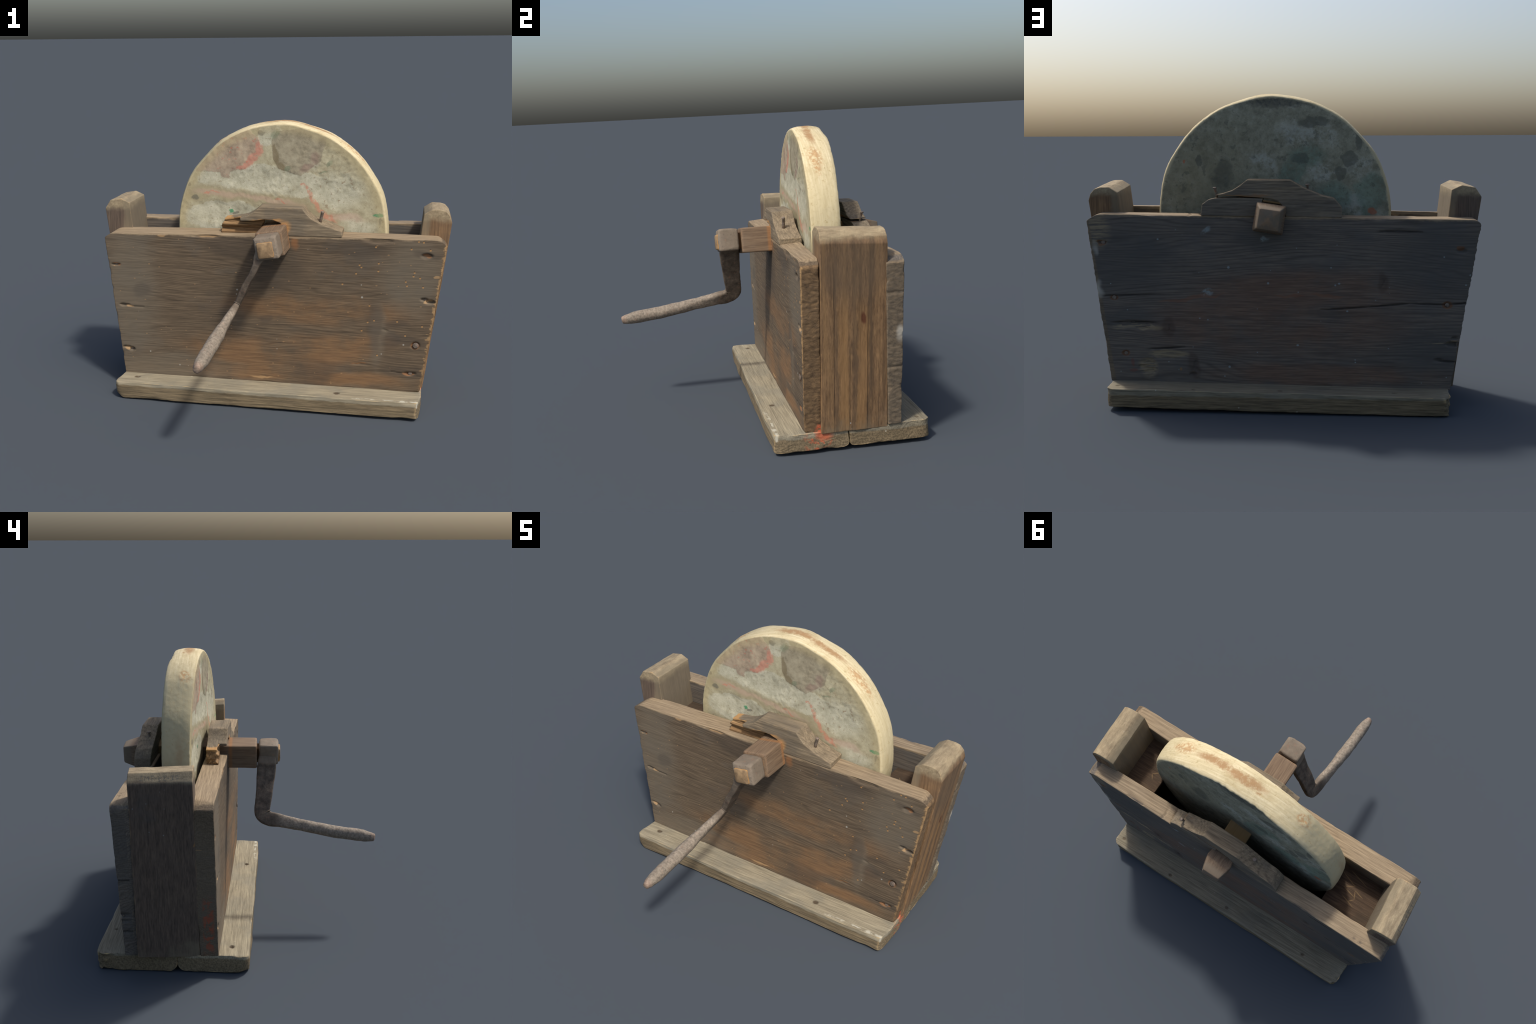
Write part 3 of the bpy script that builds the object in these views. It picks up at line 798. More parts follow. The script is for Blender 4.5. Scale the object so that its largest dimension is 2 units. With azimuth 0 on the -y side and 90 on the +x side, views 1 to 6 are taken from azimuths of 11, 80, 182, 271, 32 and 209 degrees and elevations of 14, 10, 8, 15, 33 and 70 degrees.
    blk = s.union([s.blob(w2, -0.454, 1.145, 0.024, 0.014, 0, 0.5), s.blob(P, -0.487, 1.219, 0.011, 0.012, 0, 0.4), s.blob(w2, -0.062, 1.522, 0.020, 0.015, 0, 0.6), s.blob(w2, 0.612, 1.05, 0.008, 0.02, 0, 0.7), s.blob(w2, -0.215, 1.06, 0.02, 0.006, 0.3, 0.6)])
    front = s.mix(s.mul(blk, 0.7), front, srgb(96, 94, 84))
    pocks = s.mul(s.blob(ww, 0.34, 1.22, 0.16, 0.12, 0, 1.0), s.step(s.noise(s.mapping(P, (5, 5, 5)), 34, 3, 0.6), 0.60, 0.67))
    front = s.mix(s.mul(pocks, 0.6), front, srgb(130, 106, 80))
    edge_f = s.step(s.math("ADD", rad, s.math("MULTIPLY", s.math("SUBTRACT", n18, 0.5), 0.06)), 0.53, 0.585)
    front = s.mix(s.mul(edge_f, 0.45), front, srgb(176, 160, 118))
    lip = s.step(s.math("ADD", rad, s.math("MULTIPLY", s.math("SUBTRACT", n18, 0.5), 0.03)), 0.591, 0.602)
    front = s.mix(s.mul(lip, 0.65), front, CREAM)
    h = s.math("ADD", s.math("MULTIPLY", n18, 0.6), s.math("MULTIPLY", n60, s.math("MULTIPLY_ADD", rough, 0.6, 0.35)))
    h = s.math("ADD", h, s.math("MULTIPLY", s.noise(P, 170, 3, 0.6), 0.25))
    h = s.math("ADD", h, s.math("ADD", s.math("MULTIPLY", rough, -0.22), s.math("MULTIPLY", s.math("MAXIMUM", purple, greybrown), 0.22)))
    return s.done(front, 0.9, h, 0.35, 0.005)


def stone_back_material():
    s, P, x, y, z, rad, ang, ww, w2, n5, n18, n60 = stone_fields("stained_sandstone")
    # ---- far side
    back = s.ramp(n18, [(0.3, srgb(114, 111, 94)), (0.5, srgb(145, 142, 121)), (0.72, srgb(172, 169, 149))])
    olive = s.blob(ww, 0.42, 1.1, 0.25, 0.3, 0, 1.4)
    back = s.mix(s.mul(olive, 0.5), back, srgb(134, 126, 98))
    light = s.union([s.blob(ww, -0.20, 1.19, 0.09, 0.06, 0, 0.7), s.blob(ww, -0.36, 1.02, 0.07, 0.07, 0, 0.8), s.blob(ww, 0.10, 1.25, 0.07, 0.05, 0.3, 0.9), s.blob(ww, -0.12, 1.38, 0.16, 0.06, 0, 1.2), s.blob(ww, -0.40, 1.20, 0.06, 0.05, 0, 0.9)])
    back = s.mix(s.mul(light, s.step(n18, 0.42, 0.62), 0.55), back, srgb(168, 170, 160))
    teal = s.union([s.blob(ww, -0.05, 1.19, 0.06, 0.09, 0.3, 0.5), s.blob(ww, -0.46, 1.08, 0.09, 0.095, 0.6, 0.5), s.blob(ww, -0.27, 1.07, 0.09, 0.07, 0, 0.6), s.blob(ww, -0.13, 1.27, 0.09, 0.05, 0, 0.9), s.blob(ww, -0.44, 1.0, 0.03, 0.05, 0, 0.6)])
    back = s.mix(s.mul(teal, s.step(n18, 0.30, 0.52), 0.6), back, s.ramp(n60, [(0.35, srgb(92, 112, 98)), (0.65, srgb(116, 142, 124))]))
    black = s.union([s.blob(ww, -0.40, 1.34, 0.022, 0.055, 0.2, 0.6), s.blob(ww, -0.345, 1.25, 0.04, 0.042, 0, 0.6), s.blob(ww, -0.30, 1.175, 0.035, 0.034, 0, 0.6), s.blob(w2, 0.436, 1.243, 0.018, 0.032, 0, 0.5), s.blob(ww, 0.31, 1.17, 0.06, 0.09, 0.2, 1.2), s.blob(ww, -0.16, 1.44, 0.08, 0.03, 0, 0.7), s.blob(ww, -0.09, 1.26, 0.05, 0.03, 0, 0.9)])
    back = s.mix(s.mul(s.step(s.math("ADD", black, s.math("MULTIPLY", s.math("SUBTRACT", n18, 0.5), 2.0)), 0.40, 0.95), s.step(black, 0.0, 0.25), 0.55), back, srgb(74, 76, 70))
    spots = s.mul(s.step(s.noise(s.mapping(P, (11, 3, 2)), 30, 3, 0.6), 0.585, 0.65), s.step(n5, 0.36, 0.55))
    back = s.mix(s.mul(spots, 0.45), back, srgb(80, 82, 74))
    pep = s.mul(s.step(n60, 0.58, 0.68), 0.4)
    back = s.mix(pep, back, srgb(92, 90, 78))
    chip = s.mul(s.blob(ww, -0.01, 1.545, 0.20, 0.032, 0.0, 0.6), 0.9)
    back = s.mix(chip, back, s.ramp(n60, [(0.35, srgb(70, 72, 68)), (0.65, srgb(112, 108, 92))]))
    cloud = s.step(s.noise(s.mapping(P, (6, 1, 8)), 6.5, 8, 0.72), 0.50, 0.66)
    back = s.mix(s.mul(cloud, 0.38), back, srgb(92, 90, 76))
    rb = s.union([s.blob(w2, -0.463, 0.985, 0.022, 0.018, 0.3, 0.6), s.blob(w2, 0.515, 1.24, 0.008, 0.008)])
    back = s.mix(s.mul(rb, 0.7), back, srgb(172, 96, 66))
    lip = s.step(s.math("ADD", rad, s.math("MULTIPLY", s.math("SUBTRACT", n18, 0.5), 0.03)), 0.588, 0.598)
    back = s.mix(s.mul(lip, 0.5), back, CREAM)
    return s.done(back, 0.9, s.math("ADD", s.math("MULTIPLY", n18, 0.6), s.math("MULTIPLY", n60, 0.4)), 0.5, 0.006)


def stone_rim_material():
    s, P, x, y, z, rad, ang, ww, w2, n5, n18, n60 = stone_fields("ground_sandstone_rim")
    # ---- grinding rim, cream, with rusty wear
    rimv = s.combine(s.math("MULTIPLY", ang, 2.2), s.math("MULTIPLY", y, 55.0), 0.0)
    lines = s.noise(rimv, 1.6, 5, 0.6)
    rim = s.ramp(lines, [(0.25, srgb(186, 170, 133)), (0.5, srgb(204, 189, 151)), (0.75, srgb(220, 207, 173))])
    grime = s.step(s.noise(s.combine(s.math("MULTIPLY", ang, 3.0), s.math("MULTIPLY", y, 14.0), 1.0), 1.8, 5, 0.65), 0.5, 0.72)
    rim = s.mix(s.mul(grime, 0.5), rim, srgb(168, 148, 106))
    painted_shade = s.step(s.math("ADD", ang, s.math("MULTIPLY", n5, 0.7)), 0.0, -0.55)  # -x side of the rim greyed in colour, the side turned from the sun
    rim = s.mix(s.mul(painted_shade, s.math("MULTIPLY_ADD", lines, 0.7, 0.25)), rim, srgb(148, 141, 114))
    side = s.step(s.math("ADD", s.math("ABSOLUTE", ang), s.math("MULTIPLY", n5, 0.6)), 0.95, 1.5)
    rim = s.mix(s.mul(side, 0.5), rim, srgb(184, 172, 136))
    deg = math.pi / 180
    wa = s.math("ADD", ang, s.math("MULTIPLY", s.math("SUBTRACT", n18, 0.5), 0.16))
    wy = s.math("ADD", y, s.math("MULTIPLY", s.math("SUBTRACT", n60, 0.5), 0.05))
    def rim_spot(a, yy, ra, ry, soft=0.5):
        u = s.math("DIVIDE", s.math("SUBTRACT", wa, a * deg), ra * deg)
        v = s.math("DIVIDE", s.math("SUBTRACT", wy, yy), ry)
        return s.step(s.math("SQRT", s.math("ADD", s.mul(u, u), s.mul(v, v))), 1 + soft, 1 - soft)
    rust = s.union([rim_spot(20, 0.298, 10, 0.021), rim_spot(0, 0.318, 10, 0.026), rim_spot(9, 0.308, 12, 0.016), rim_spot(-9, 0.345, 2, 0.01), s.mul(rim_spot(-77, 0.332, 7, 0.02, 0.9), 0.4)])
    rim = s.mix(s.mul(rust, s.step(n18, 0.28, 0.5), 0.9), rim, srgb(158, 122, 84))
    rim = s.mix(s.mul(s.step(n60, 0.5, 0.68), 0.3), rim, srgb(170, 150, 110))
    scab = s.union([rim_spot(41, 0.288, 7, 0.036, 0.35), rim_spot(-33.5, 0.322, 4.5, 0.028, 0.35), rim_spot(48, 0.285, 4, 0.018)])
    rim = s.mix(s.mul(scab, s.step(n60, 0.40, 0.56), 0.75), rim, srgb(176, 136, 92))
    pits = s.mul(s.step(s.noise(s.mapping(P, (3, 1, 9)), 48, 3, 0.6), 0.64, 0.70), 0.5)
    rim = s.mix(pits, rim, srgb(160, 140, 96))
    h = s.math("ADD", s.math("MULTIPLY", n60, 0.5), s.math("MULTIPLY", scab, 0.3))
    return s.done(rim, 0.9, h, 0.4, 0.005)


# ------------------------------------------------------------------ the thing
root = bpy.data.objects.new("hand_cranked_grindstone", None)
bpy.context.scene.collection.objects.link(root)
root["label"] = "weathered wooden trough holding a sandstone grinding wheel with iron crank"
root["category"] = "grindstone"

M_front, M_back = front_board_material(), back_board_material()
M_end_a, M_end_b = end_board_material(1), end_board_material(-1)
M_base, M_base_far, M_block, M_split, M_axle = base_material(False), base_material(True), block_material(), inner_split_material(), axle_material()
M_floor = floor_material()
M_iron, M_pin, M_nail = iron_material(), pin_material(), nail_material()


# ---- base: two planks lying side by side, their lower arrises meeting in a small V
def base_relief(front, seed):
    def shape(P, N):
        x, y, z = P.T
        Q = P + N * (0.0012 * fbm(P, (2, 22, 22), 3, seed) + 0.003 * fbm(P, (2, 6, 6), 2, seed + 1))[:, None]
        top = smooth(0.6, 0.9, N[:, 2])
        h = np.zeros(len(P))
        holes = ((-0.774, 0.054), (0.405, 0.0)) if front else ((-0.568, 0.704), (0.829, 0.665), (0.432, 0.712))
        for cx, cy in holes:
            h = np.maximum(h, pit(x, y, cx, cy, *((0.016, 0.012, 0.012) if front else (0.011, 0.009, 0.008))))
        Q[:, 2] -= h * top
        ends = smooth(0.5, 0.9, abs(N[:, 0]))
        Q[:, 0] += np.sign(N[:, 0]) * ends * (0.003 * fbm(P, (5, 30, 40), 3, seed + 8) + 0.008 * fbm(P, (1, 5, 1), 2, seed + 3))
        out = smooth(0.5, 0.9, abs(N[:, 1]))
        Q[:, 1] += np.sign(N[:, 1]) * out * 0.005 * fbm(P, (3, 5, 9), 3, seed + 6)
        if not front:   # splintered back corner
            k = np.exp(-(((x + 0.85) / 0.05) ** 2 + ((y - 0.74) / 0.05) ** 2))
            Q -= N * (k * 0.012 * (0.6 + 1.5 * fbm(P, (12, 30, 60), 2, seed)))[:, None]
        return Q
    return shape


seam = lambda x: 0.320 - 0.022 * x
bz = lambda x, y: 0.010 + 0.0085 * x + 0.008 * (y - 0.35) * (1 if x > 0 else -0.6)
tz = lambda x, y: 0.106 + 0.0075 * x + (0.010 if x > 0 else -0.002) * (y - 0.3) / 0.4 * 0.5
xs, xe = -0.879, 0.874


def base_corners(ya, yb):
    out = []
    for fz in (bz, tz):
        for y in (ya, yb):
            for x in (xs, xe):
                xx = x + (-0.003 if x < 0 else -0.012) * (1 - (y(x) + 0.05) / 0.79) + (0.04 if x < 0 else 0.003) * (y(x) + 0.05) / 0.79
                out.append((xx, y(x), fz(x, y(x))))
    return out


y_front = lambda x: -0.059 - 0.0205 * x
y_back = lambda x: 0.744 - 0.0270 * x
plank("base_plank", base_corners(y_front, lambda x: seam(x) - 0.0006), (0.009, 0.012, 0.010), 0.010, root, M_base, wear=0.022,
      cuts=(((0, 0.306, 0.020), (0.022, 1, -1.1)), ((0.847, -0.070, 0), (1, -1, 0)), ((0.858, -0.045, 0), (1, -0.35, 0)), ((-0.872, -0.030, 0), (-1, -0.8, 0)), ((-0.865, -0.035, 0.03), (-0.7, -0.5, -0.6))), shape=base_relief(True, 3.0), seed=3.0)
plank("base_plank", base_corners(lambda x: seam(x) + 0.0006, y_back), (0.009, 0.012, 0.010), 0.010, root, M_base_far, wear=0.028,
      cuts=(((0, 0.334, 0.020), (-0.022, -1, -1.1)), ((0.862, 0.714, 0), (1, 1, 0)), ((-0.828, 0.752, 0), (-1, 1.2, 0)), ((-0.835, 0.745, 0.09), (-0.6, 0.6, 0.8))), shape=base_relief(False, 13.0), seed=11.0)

# ---- side boards
front_corners = [(-0.870, 0.119, 0.094), (0.860, 0.077, 0.106), (-0.870, 0.213, 0.094), (0.860, 0.163, 0.106),
                 (-0.9665, 0.130, 0.951), (0.9775, 0.066, 0.987), (-0.9650, 0.250, 0.963), (0.9800, 0.156, 0.991)]
front_pits = [(-0.903, 0.764, 0.032, 0.009, 0.012), (-0.86, 0.522, 0.036, 0.009, 0.012), (-0.858, 0.258, 0.03, 0.009, 0.012), (-0.826, 0.247, 0.02, 0.014, 0.016),
              (0.869, 0.896, 0.036, 0.016, 0.013), (0.865, 0.653, 0.022, 0.011, 0.015), (0.897, 0.640, 0.034, 0.014, 0.018), (0.826, 0.384, 0.026, 0.024, 0.012),
              (0.80, 0.217, 0.042, 0.011, 0.012), (0.66, 0.465, 0.025, 0.005, 0.004, -0.4), (0.52, 0.256, 0.05, 0.005, 0.004), (0.615, 0.972, 0.10, 0.022, 0.007), (-0.36, 0.955, 0.11, 0.012, 0.006)]


def front_shape(P, N):
    Q = board_relief(-1, front_pits, [([(-0.86, 0.522), (-0.80, 0.514), (-0.74, 0.512)], 0.004, 0.006), ([(0.70, 0.222), (0.80, 0.212)], 0.004, 0.006)], [], (0.0018, 0.0022), 2.0)(P, N)
    Q[:, 1] += 0.015 * np.clip(1 - (P[:, 0] / 0.95) ** 2, 0, 1) * smooth(0.15, 0.20, P[:, 1] + 0.045 * P[:, 0])
    Q[:, 2] += 0.005 * smooth(0.9, 0.97, P[:, 2]) * np.clip(1 - ((P[:, 0] - 0.1) / 0.85) ** 2, 0, 1) * smooth(0.3, 0.8, N[:, 2])
    return Q


front = plank("side_board", front_corners, (0.0065, 0.010, 0.0055), 0.007, root, M_front, wear=0.022,
              cuts=(((0.931, 0.066, 0.9885), (0.63, 0, 0.78)), ((-0.912, 0.13, 0.954), (-0.52, 0, 0.86))), shape=front_shape, seed=2.0)

back_corners = [(-0.855, 0.537, 0.092), (0.884, 0.500, 0.112), (-0.855, 0.611, 0.092), (0.884, 0.568, 0.112),
                (-0.986, 0.532, 0.964), (0.994, 0.476, 0.986), (-0.988, 0.634, 0.960), (0.993, 0.568, 0.983)]
back_pits = [(0.913, 0.838, 0.036, 0.012, 0.012), (-0.893, 0.806, 0.028, 0.014, 0.011), (0.857, 0.553, 0.022, 0.014, 0.008), (0.805, 0.262, 0.02, 0.016, 0.010), (-0.83, 0.531, 0.026, 0.02, 0.009),
             (0.76, 0.418, 0.13, 0.018, 0.012), (0.455, 0.155, 0.025, 0.012, 0.010), (0.44, 0.20, 0.012, 0.045, 0.006), (-0.862, 0.33, 0.04, 0.016, 0.018), (-0.794, 0.246, 0.03, 0.011, 0.012), (-0.871, 0.362, 0.02, 0.01, 0.012)]
back_cracks = [([(-0.486, 0.9), (-0.58, 0.905), (-0.65, 0.902), (-0.693, 0.896)], 0.0045, 0.010), ([(-0.20, 0.500), (-0.439, 0.518), (-0.649, 0.538), (-0.835, 0.533), (-0.95, 0.546)], 0.0038, 0.009),
               ([(0.95, 0.561), (0.75, 0.568), (0.5, 0.577)], 0.003, 0.003), ([(-0.516, 0.66), (-0.512, 0.635), (-0.498, 0.615)], 0.004, 0.006), ([(0.574, 0.42), (0.574, 0.38)], 0.004, 0.006), ([(-0.79, 0.243), (-0.88, 0.24)], 0.004, 0.008),
               ([(0.676, 0.284), (0.58, 0.292), (0.50, 0.297)], 0.005, 0.007)]


def back_shape(P, N):
    Q = board_relief(1, back_pits, back_cracks, [(0.58, 0.258, 0.10, 0.04, 0.006), (0.69, 0.19, 0.055, 0.055, 0.010), (0.76, 0.405, 0.13, 0.03, 0.006)], (0.003, 0.002), 8.0)(P, N)
    x, z = P[:, 0], P[:, 2]
    bite = 0.016 * np.exp(-((z - 0.335) / 0.012) ** 2) + 0.010 * np.exp(-((z - 0.30) / 0.010) ** 2) + 0.008 * np.exp(-((z - 0.235) / 0.01) ** 2)
    Q[:, 0] += np.where(x < -0.8, 1, 0) * bite * smooth(0.4, 0.9, abs(N[:, 0])) * smooth(0.555, 0.60, P[:, 1])
    Q[:, 1] -= 0.008 * np.clip(1 - (x / 0.95) ** 2, 0, 1) * smooth(0.56, 0.52, P[:, 1] + 0.028 * x)
    # cracks and lost chips along the top edge
    y = P[:, 1]
    h = np.zeros(len(P))
    for line in ([(0.475, 0.49), (0.455, 0.55), (0.470, 0.60)], [(0.415, 0.50), (0.405, 0.59)], [(0.60, 0.575), (0.70, 0.570)], [(-0.78, 0.60), (-0.82, 0.615), (-0.86, 0.60)]):
        h = np.maximum(h, crack(x + 0.006 * fbm(P, 30, 2, 3.0), y, line, 0.006, 0.007))
    Q[:, 2] -= h * smooth(0.5, 0.9, N[:, 2])
    bite = 0.004 * np.exp(-((z - 0.80) / 0.007) ** 2) + 0.004 * np.exp(-((z - 0.42) / 0.006) ** 2)
    Q[:, 0] -= np.where(x > 0.8, 1, 0) * bite * smooth(0.4, 0.9, abs(N[:, 0]))
    return Q


back = plank("side_board", back_corners, (0.0065, 0.010, 0.0055), 0.008, root, M_back, wear=0.03,
             cuts=(((0.929, 0.567, 0.985), (0.53, 0, 0.85)), ((-0.955, 0.63, 0.966), (-0.7, 0, 0.7)), ((0.96, 0.567, 0.975), (0.35, 0.55, 0.76))), shape=back_shape, seed=6.0)

# ---- end boards, rounded on top, standing between the side boards
def end_shape(seed, drop):
    def shape(P, N):
        x, y, z = P.T
        Q = P + N * (0.0010 * fbm(P, (22, 40, 2.0), 3, seed) + 0.0025 * fbm(P, (6, 6, 3), 2, seed + 1))[:, None]
        up = smooth(0.9, 1.08, z)
        t = (y - 0.2) / 0.3
        Q[:, 0] -= np.sign(x) * 0 + 0.013 * t * (x < 0)
        Q[:, 2] -= up * drop * t
        return Q
    return shape


out_a = [(0.874, 0.098), (0.9965, 1.062), (0.985, 1.098), (0.962, 1.122), (0.935, 1.130), (0.890, 1.130), (0.846, 1.103), (0.738, 0.098)]
end_a = prism("end_board", out_a, lambda x, z: 0.1605, lambda x, z: 0.500 - 0.014 * z, (0.02, 0.012, 0.012), 0.004, root, M_end_a, end_shape(61.0, 0.020))
out_b = [(-0.865, 0.090), (-0.984, 1.075), (-0.952, 1.122), (-0.886, 1.133), (-0.836, 1.110), (-0.730, 0.090)]
end_b = prism("end_board", out_b, lambda x, z: 0.214 + 0.012 * z, lambda x, z: 0.541, (0.02, 0.012, 0.012), 0.004, root, M_end_b, end_shape(71.0, 0.008))

# ---- false floor at both ends, leaving a slot for the wheel
for x0, x1, z in ((-0.822, -0.530, 0.815), (0.622, 0.842, 0.846)):
    fa, fb = (lambda x: 0.197 - 0.042 * x), (lambda x: 0.514 - 0.028 * x)
    plank("inner_floor", [(x, f(x), zz) for zz in (z - 0.03, z) for f in (fa, fb) for x in (x0, x1)], (0.02, 0.02, 0.012), 0.004, root, M_floor, shape=plain_relief((4, 20, 20), 0.003, 77.0, 0.004))

# ---- bearing blocks: profiled caps on the boards, each split at the shaft hole
fy = lambda x, z: 0.104 - 0.030 * x
capf = [(0.413, 0.980), (0.413, 1.011), (0.34, 1.034), (0.285, 1.054), (0.245, 1.076), (0.217, 1.102), (0.195, 1.131), (-0.045, 1.132), (-0.085, 1.097), (-0.12, 1.077), (-0.155, 1.066), (-0.152, 1.050),
        (-0.08, 1.052), (-0.02, 1.063), (0.03, 1.062), (0.07, 1.047), (0.10, 1.020), (0.118, 0.975)]
block_f = prism("bearing_block", capf, lambda x, z: fy(x, z) - 0.010, lambda x, z: 0.209 - 0.014 * x, (0.012, 0.014, 0.010), 0.004, root, M_block, plain_relief((3, 30, 45), 0.0016, 81.0))
tongue = [(-0.272, 0.966), (-0.272, 1.010), (-0.250, 1.050), (-0.16, 1.064), (-0.07, 1.068), (-0.02, 1.062), (-0.035, 1.030), (-0.045, 0.966)]
prism("broken_tongue", tongue, lambda x, z: 0.150 + 0.02 * math.sin(z * 140) * 0.5 - 0.03 * max(0, z - 1.03), lambda x, z: 0.206 - 0.012 * x, (0.010, 0.010, 0.006), 0.004, block_f, M_split,
      plain_relief((6, 30, 80), 0.006, 85.0))
# lifted lip of the split on the wheel side
lip = [(-0.252, 1.043), (-0.252, 1.054), (-0.155, 1.070), (-0.10, 1.085), (-0.10, 1.062)]
prism("broken_tongue", lip, lambda x, z: 0.150, lambda x, z: 0.208 - 0.012 * x, (0.012, 0.012, 0.01), 0.003, block_f, M_block, plain_relief((8, 30, 40), 0.003, 87.0))

by1 = lambda x, z: 0.602 - 0.032 * x - 0.05 * (z - 0.975)
by0 = lambda x, z: 0.510 - 0.032 * x - 0.06 * (z - 0.975)
capb = [(0.330, 1.077), (0.285, 1.087), (0.245, 1.100), (0.205, 1.126), (0.168, 1.156), (-0.045, 1.153), (-0.085, 1.130), (-0.13, 1.107), (-0.203, 1.077), (-0.266, 1.061), (-0.303, 1.018), (-0.303, 0.967),
        (-0.025, 0.970), (-0.016, 1.018), (0.010, 1.046), (0.05, 1.060), (0.088, 1.064), (0.20, 1.073)]
block_b = prism("bearing_block", capb, by0, by1, (0.012, 0.014, 0.010), 0.005, root, M_block, plain_relief((3, 30, 45), 0.0018, 91.0))
low = [(0.403, 0.9755), (0.396, 1.032), (0.364, 1.056), (0.328, 1.064), (0.20, 1.066), (0.088, 1.062), (0.098, 1.035), (0.105, 0.972)]
prism("split_half", low, lambda x, z: by0(x, z) + 0.004, lambda x, z: by1(x, z) + 0.004, (0.012, 0.014, 0.010), 0.004, block_b, M_block, plain_relief((3, 30, 45), 0.0018, 95.0))


# ---- axle: square timber, rolled about its axis by nine degrees
ROLL = math.radians(9.0)
ax_a = np.array([math.cos(ROLL), 0, math.sin(ROLL)])
ax_b = np.array([-math.sin(ROLL), 0, math.cos(ROLL)])
axis_at = lambda y: np.array([0.043 + 0.0225 * (min(y, 0.45) + 0.07), y, 0.9635 + 0.012 * max(0.0, y - 0.4)])
st = []
for y, h, sq in [(-0.073, 0.068, 14), (-0.070, 0.0715, 18), (-0.06, 0.0725, 22), (0.0, 0.0725, 22), (0.08, 0.0725, 22), (0.2, 0.071, 22), (0.34, 0.071, 22), (0.5, 0.071, 22), (0.60, 0.071, 22), (0.634, 0.075, 22), (0.640, 0.074, 20),
                 (0.666, 0.0670, 18), (0.696, 0.0590, 16), (0.716, 0.0530, 16), (0.721, 0.049, 12)]:
    st.append((axis_at(y), ax_a, ax_b, h, h * 0.97, sq))
axle = sweep("axle", st, root, M_axle, sides=64, shape=plain_relief((20, 4, 20), 0.0012, 101.0, 0.002))
tst = [(axis_at(y), ax_a, ax_b, h, h, sq) for y, h, sq in [(-0.212, 0.037, 8), (-0.209, 0.0415, 9), (-0.20, 0.043, 10), (-0.14, 0.044, 10), (-0.06, 0.046, 10)]]
sweep("tenon", tst, axle, M_pin, sides=40, shape=plain_relief(40, 0.0012, 103.0, 0.001))

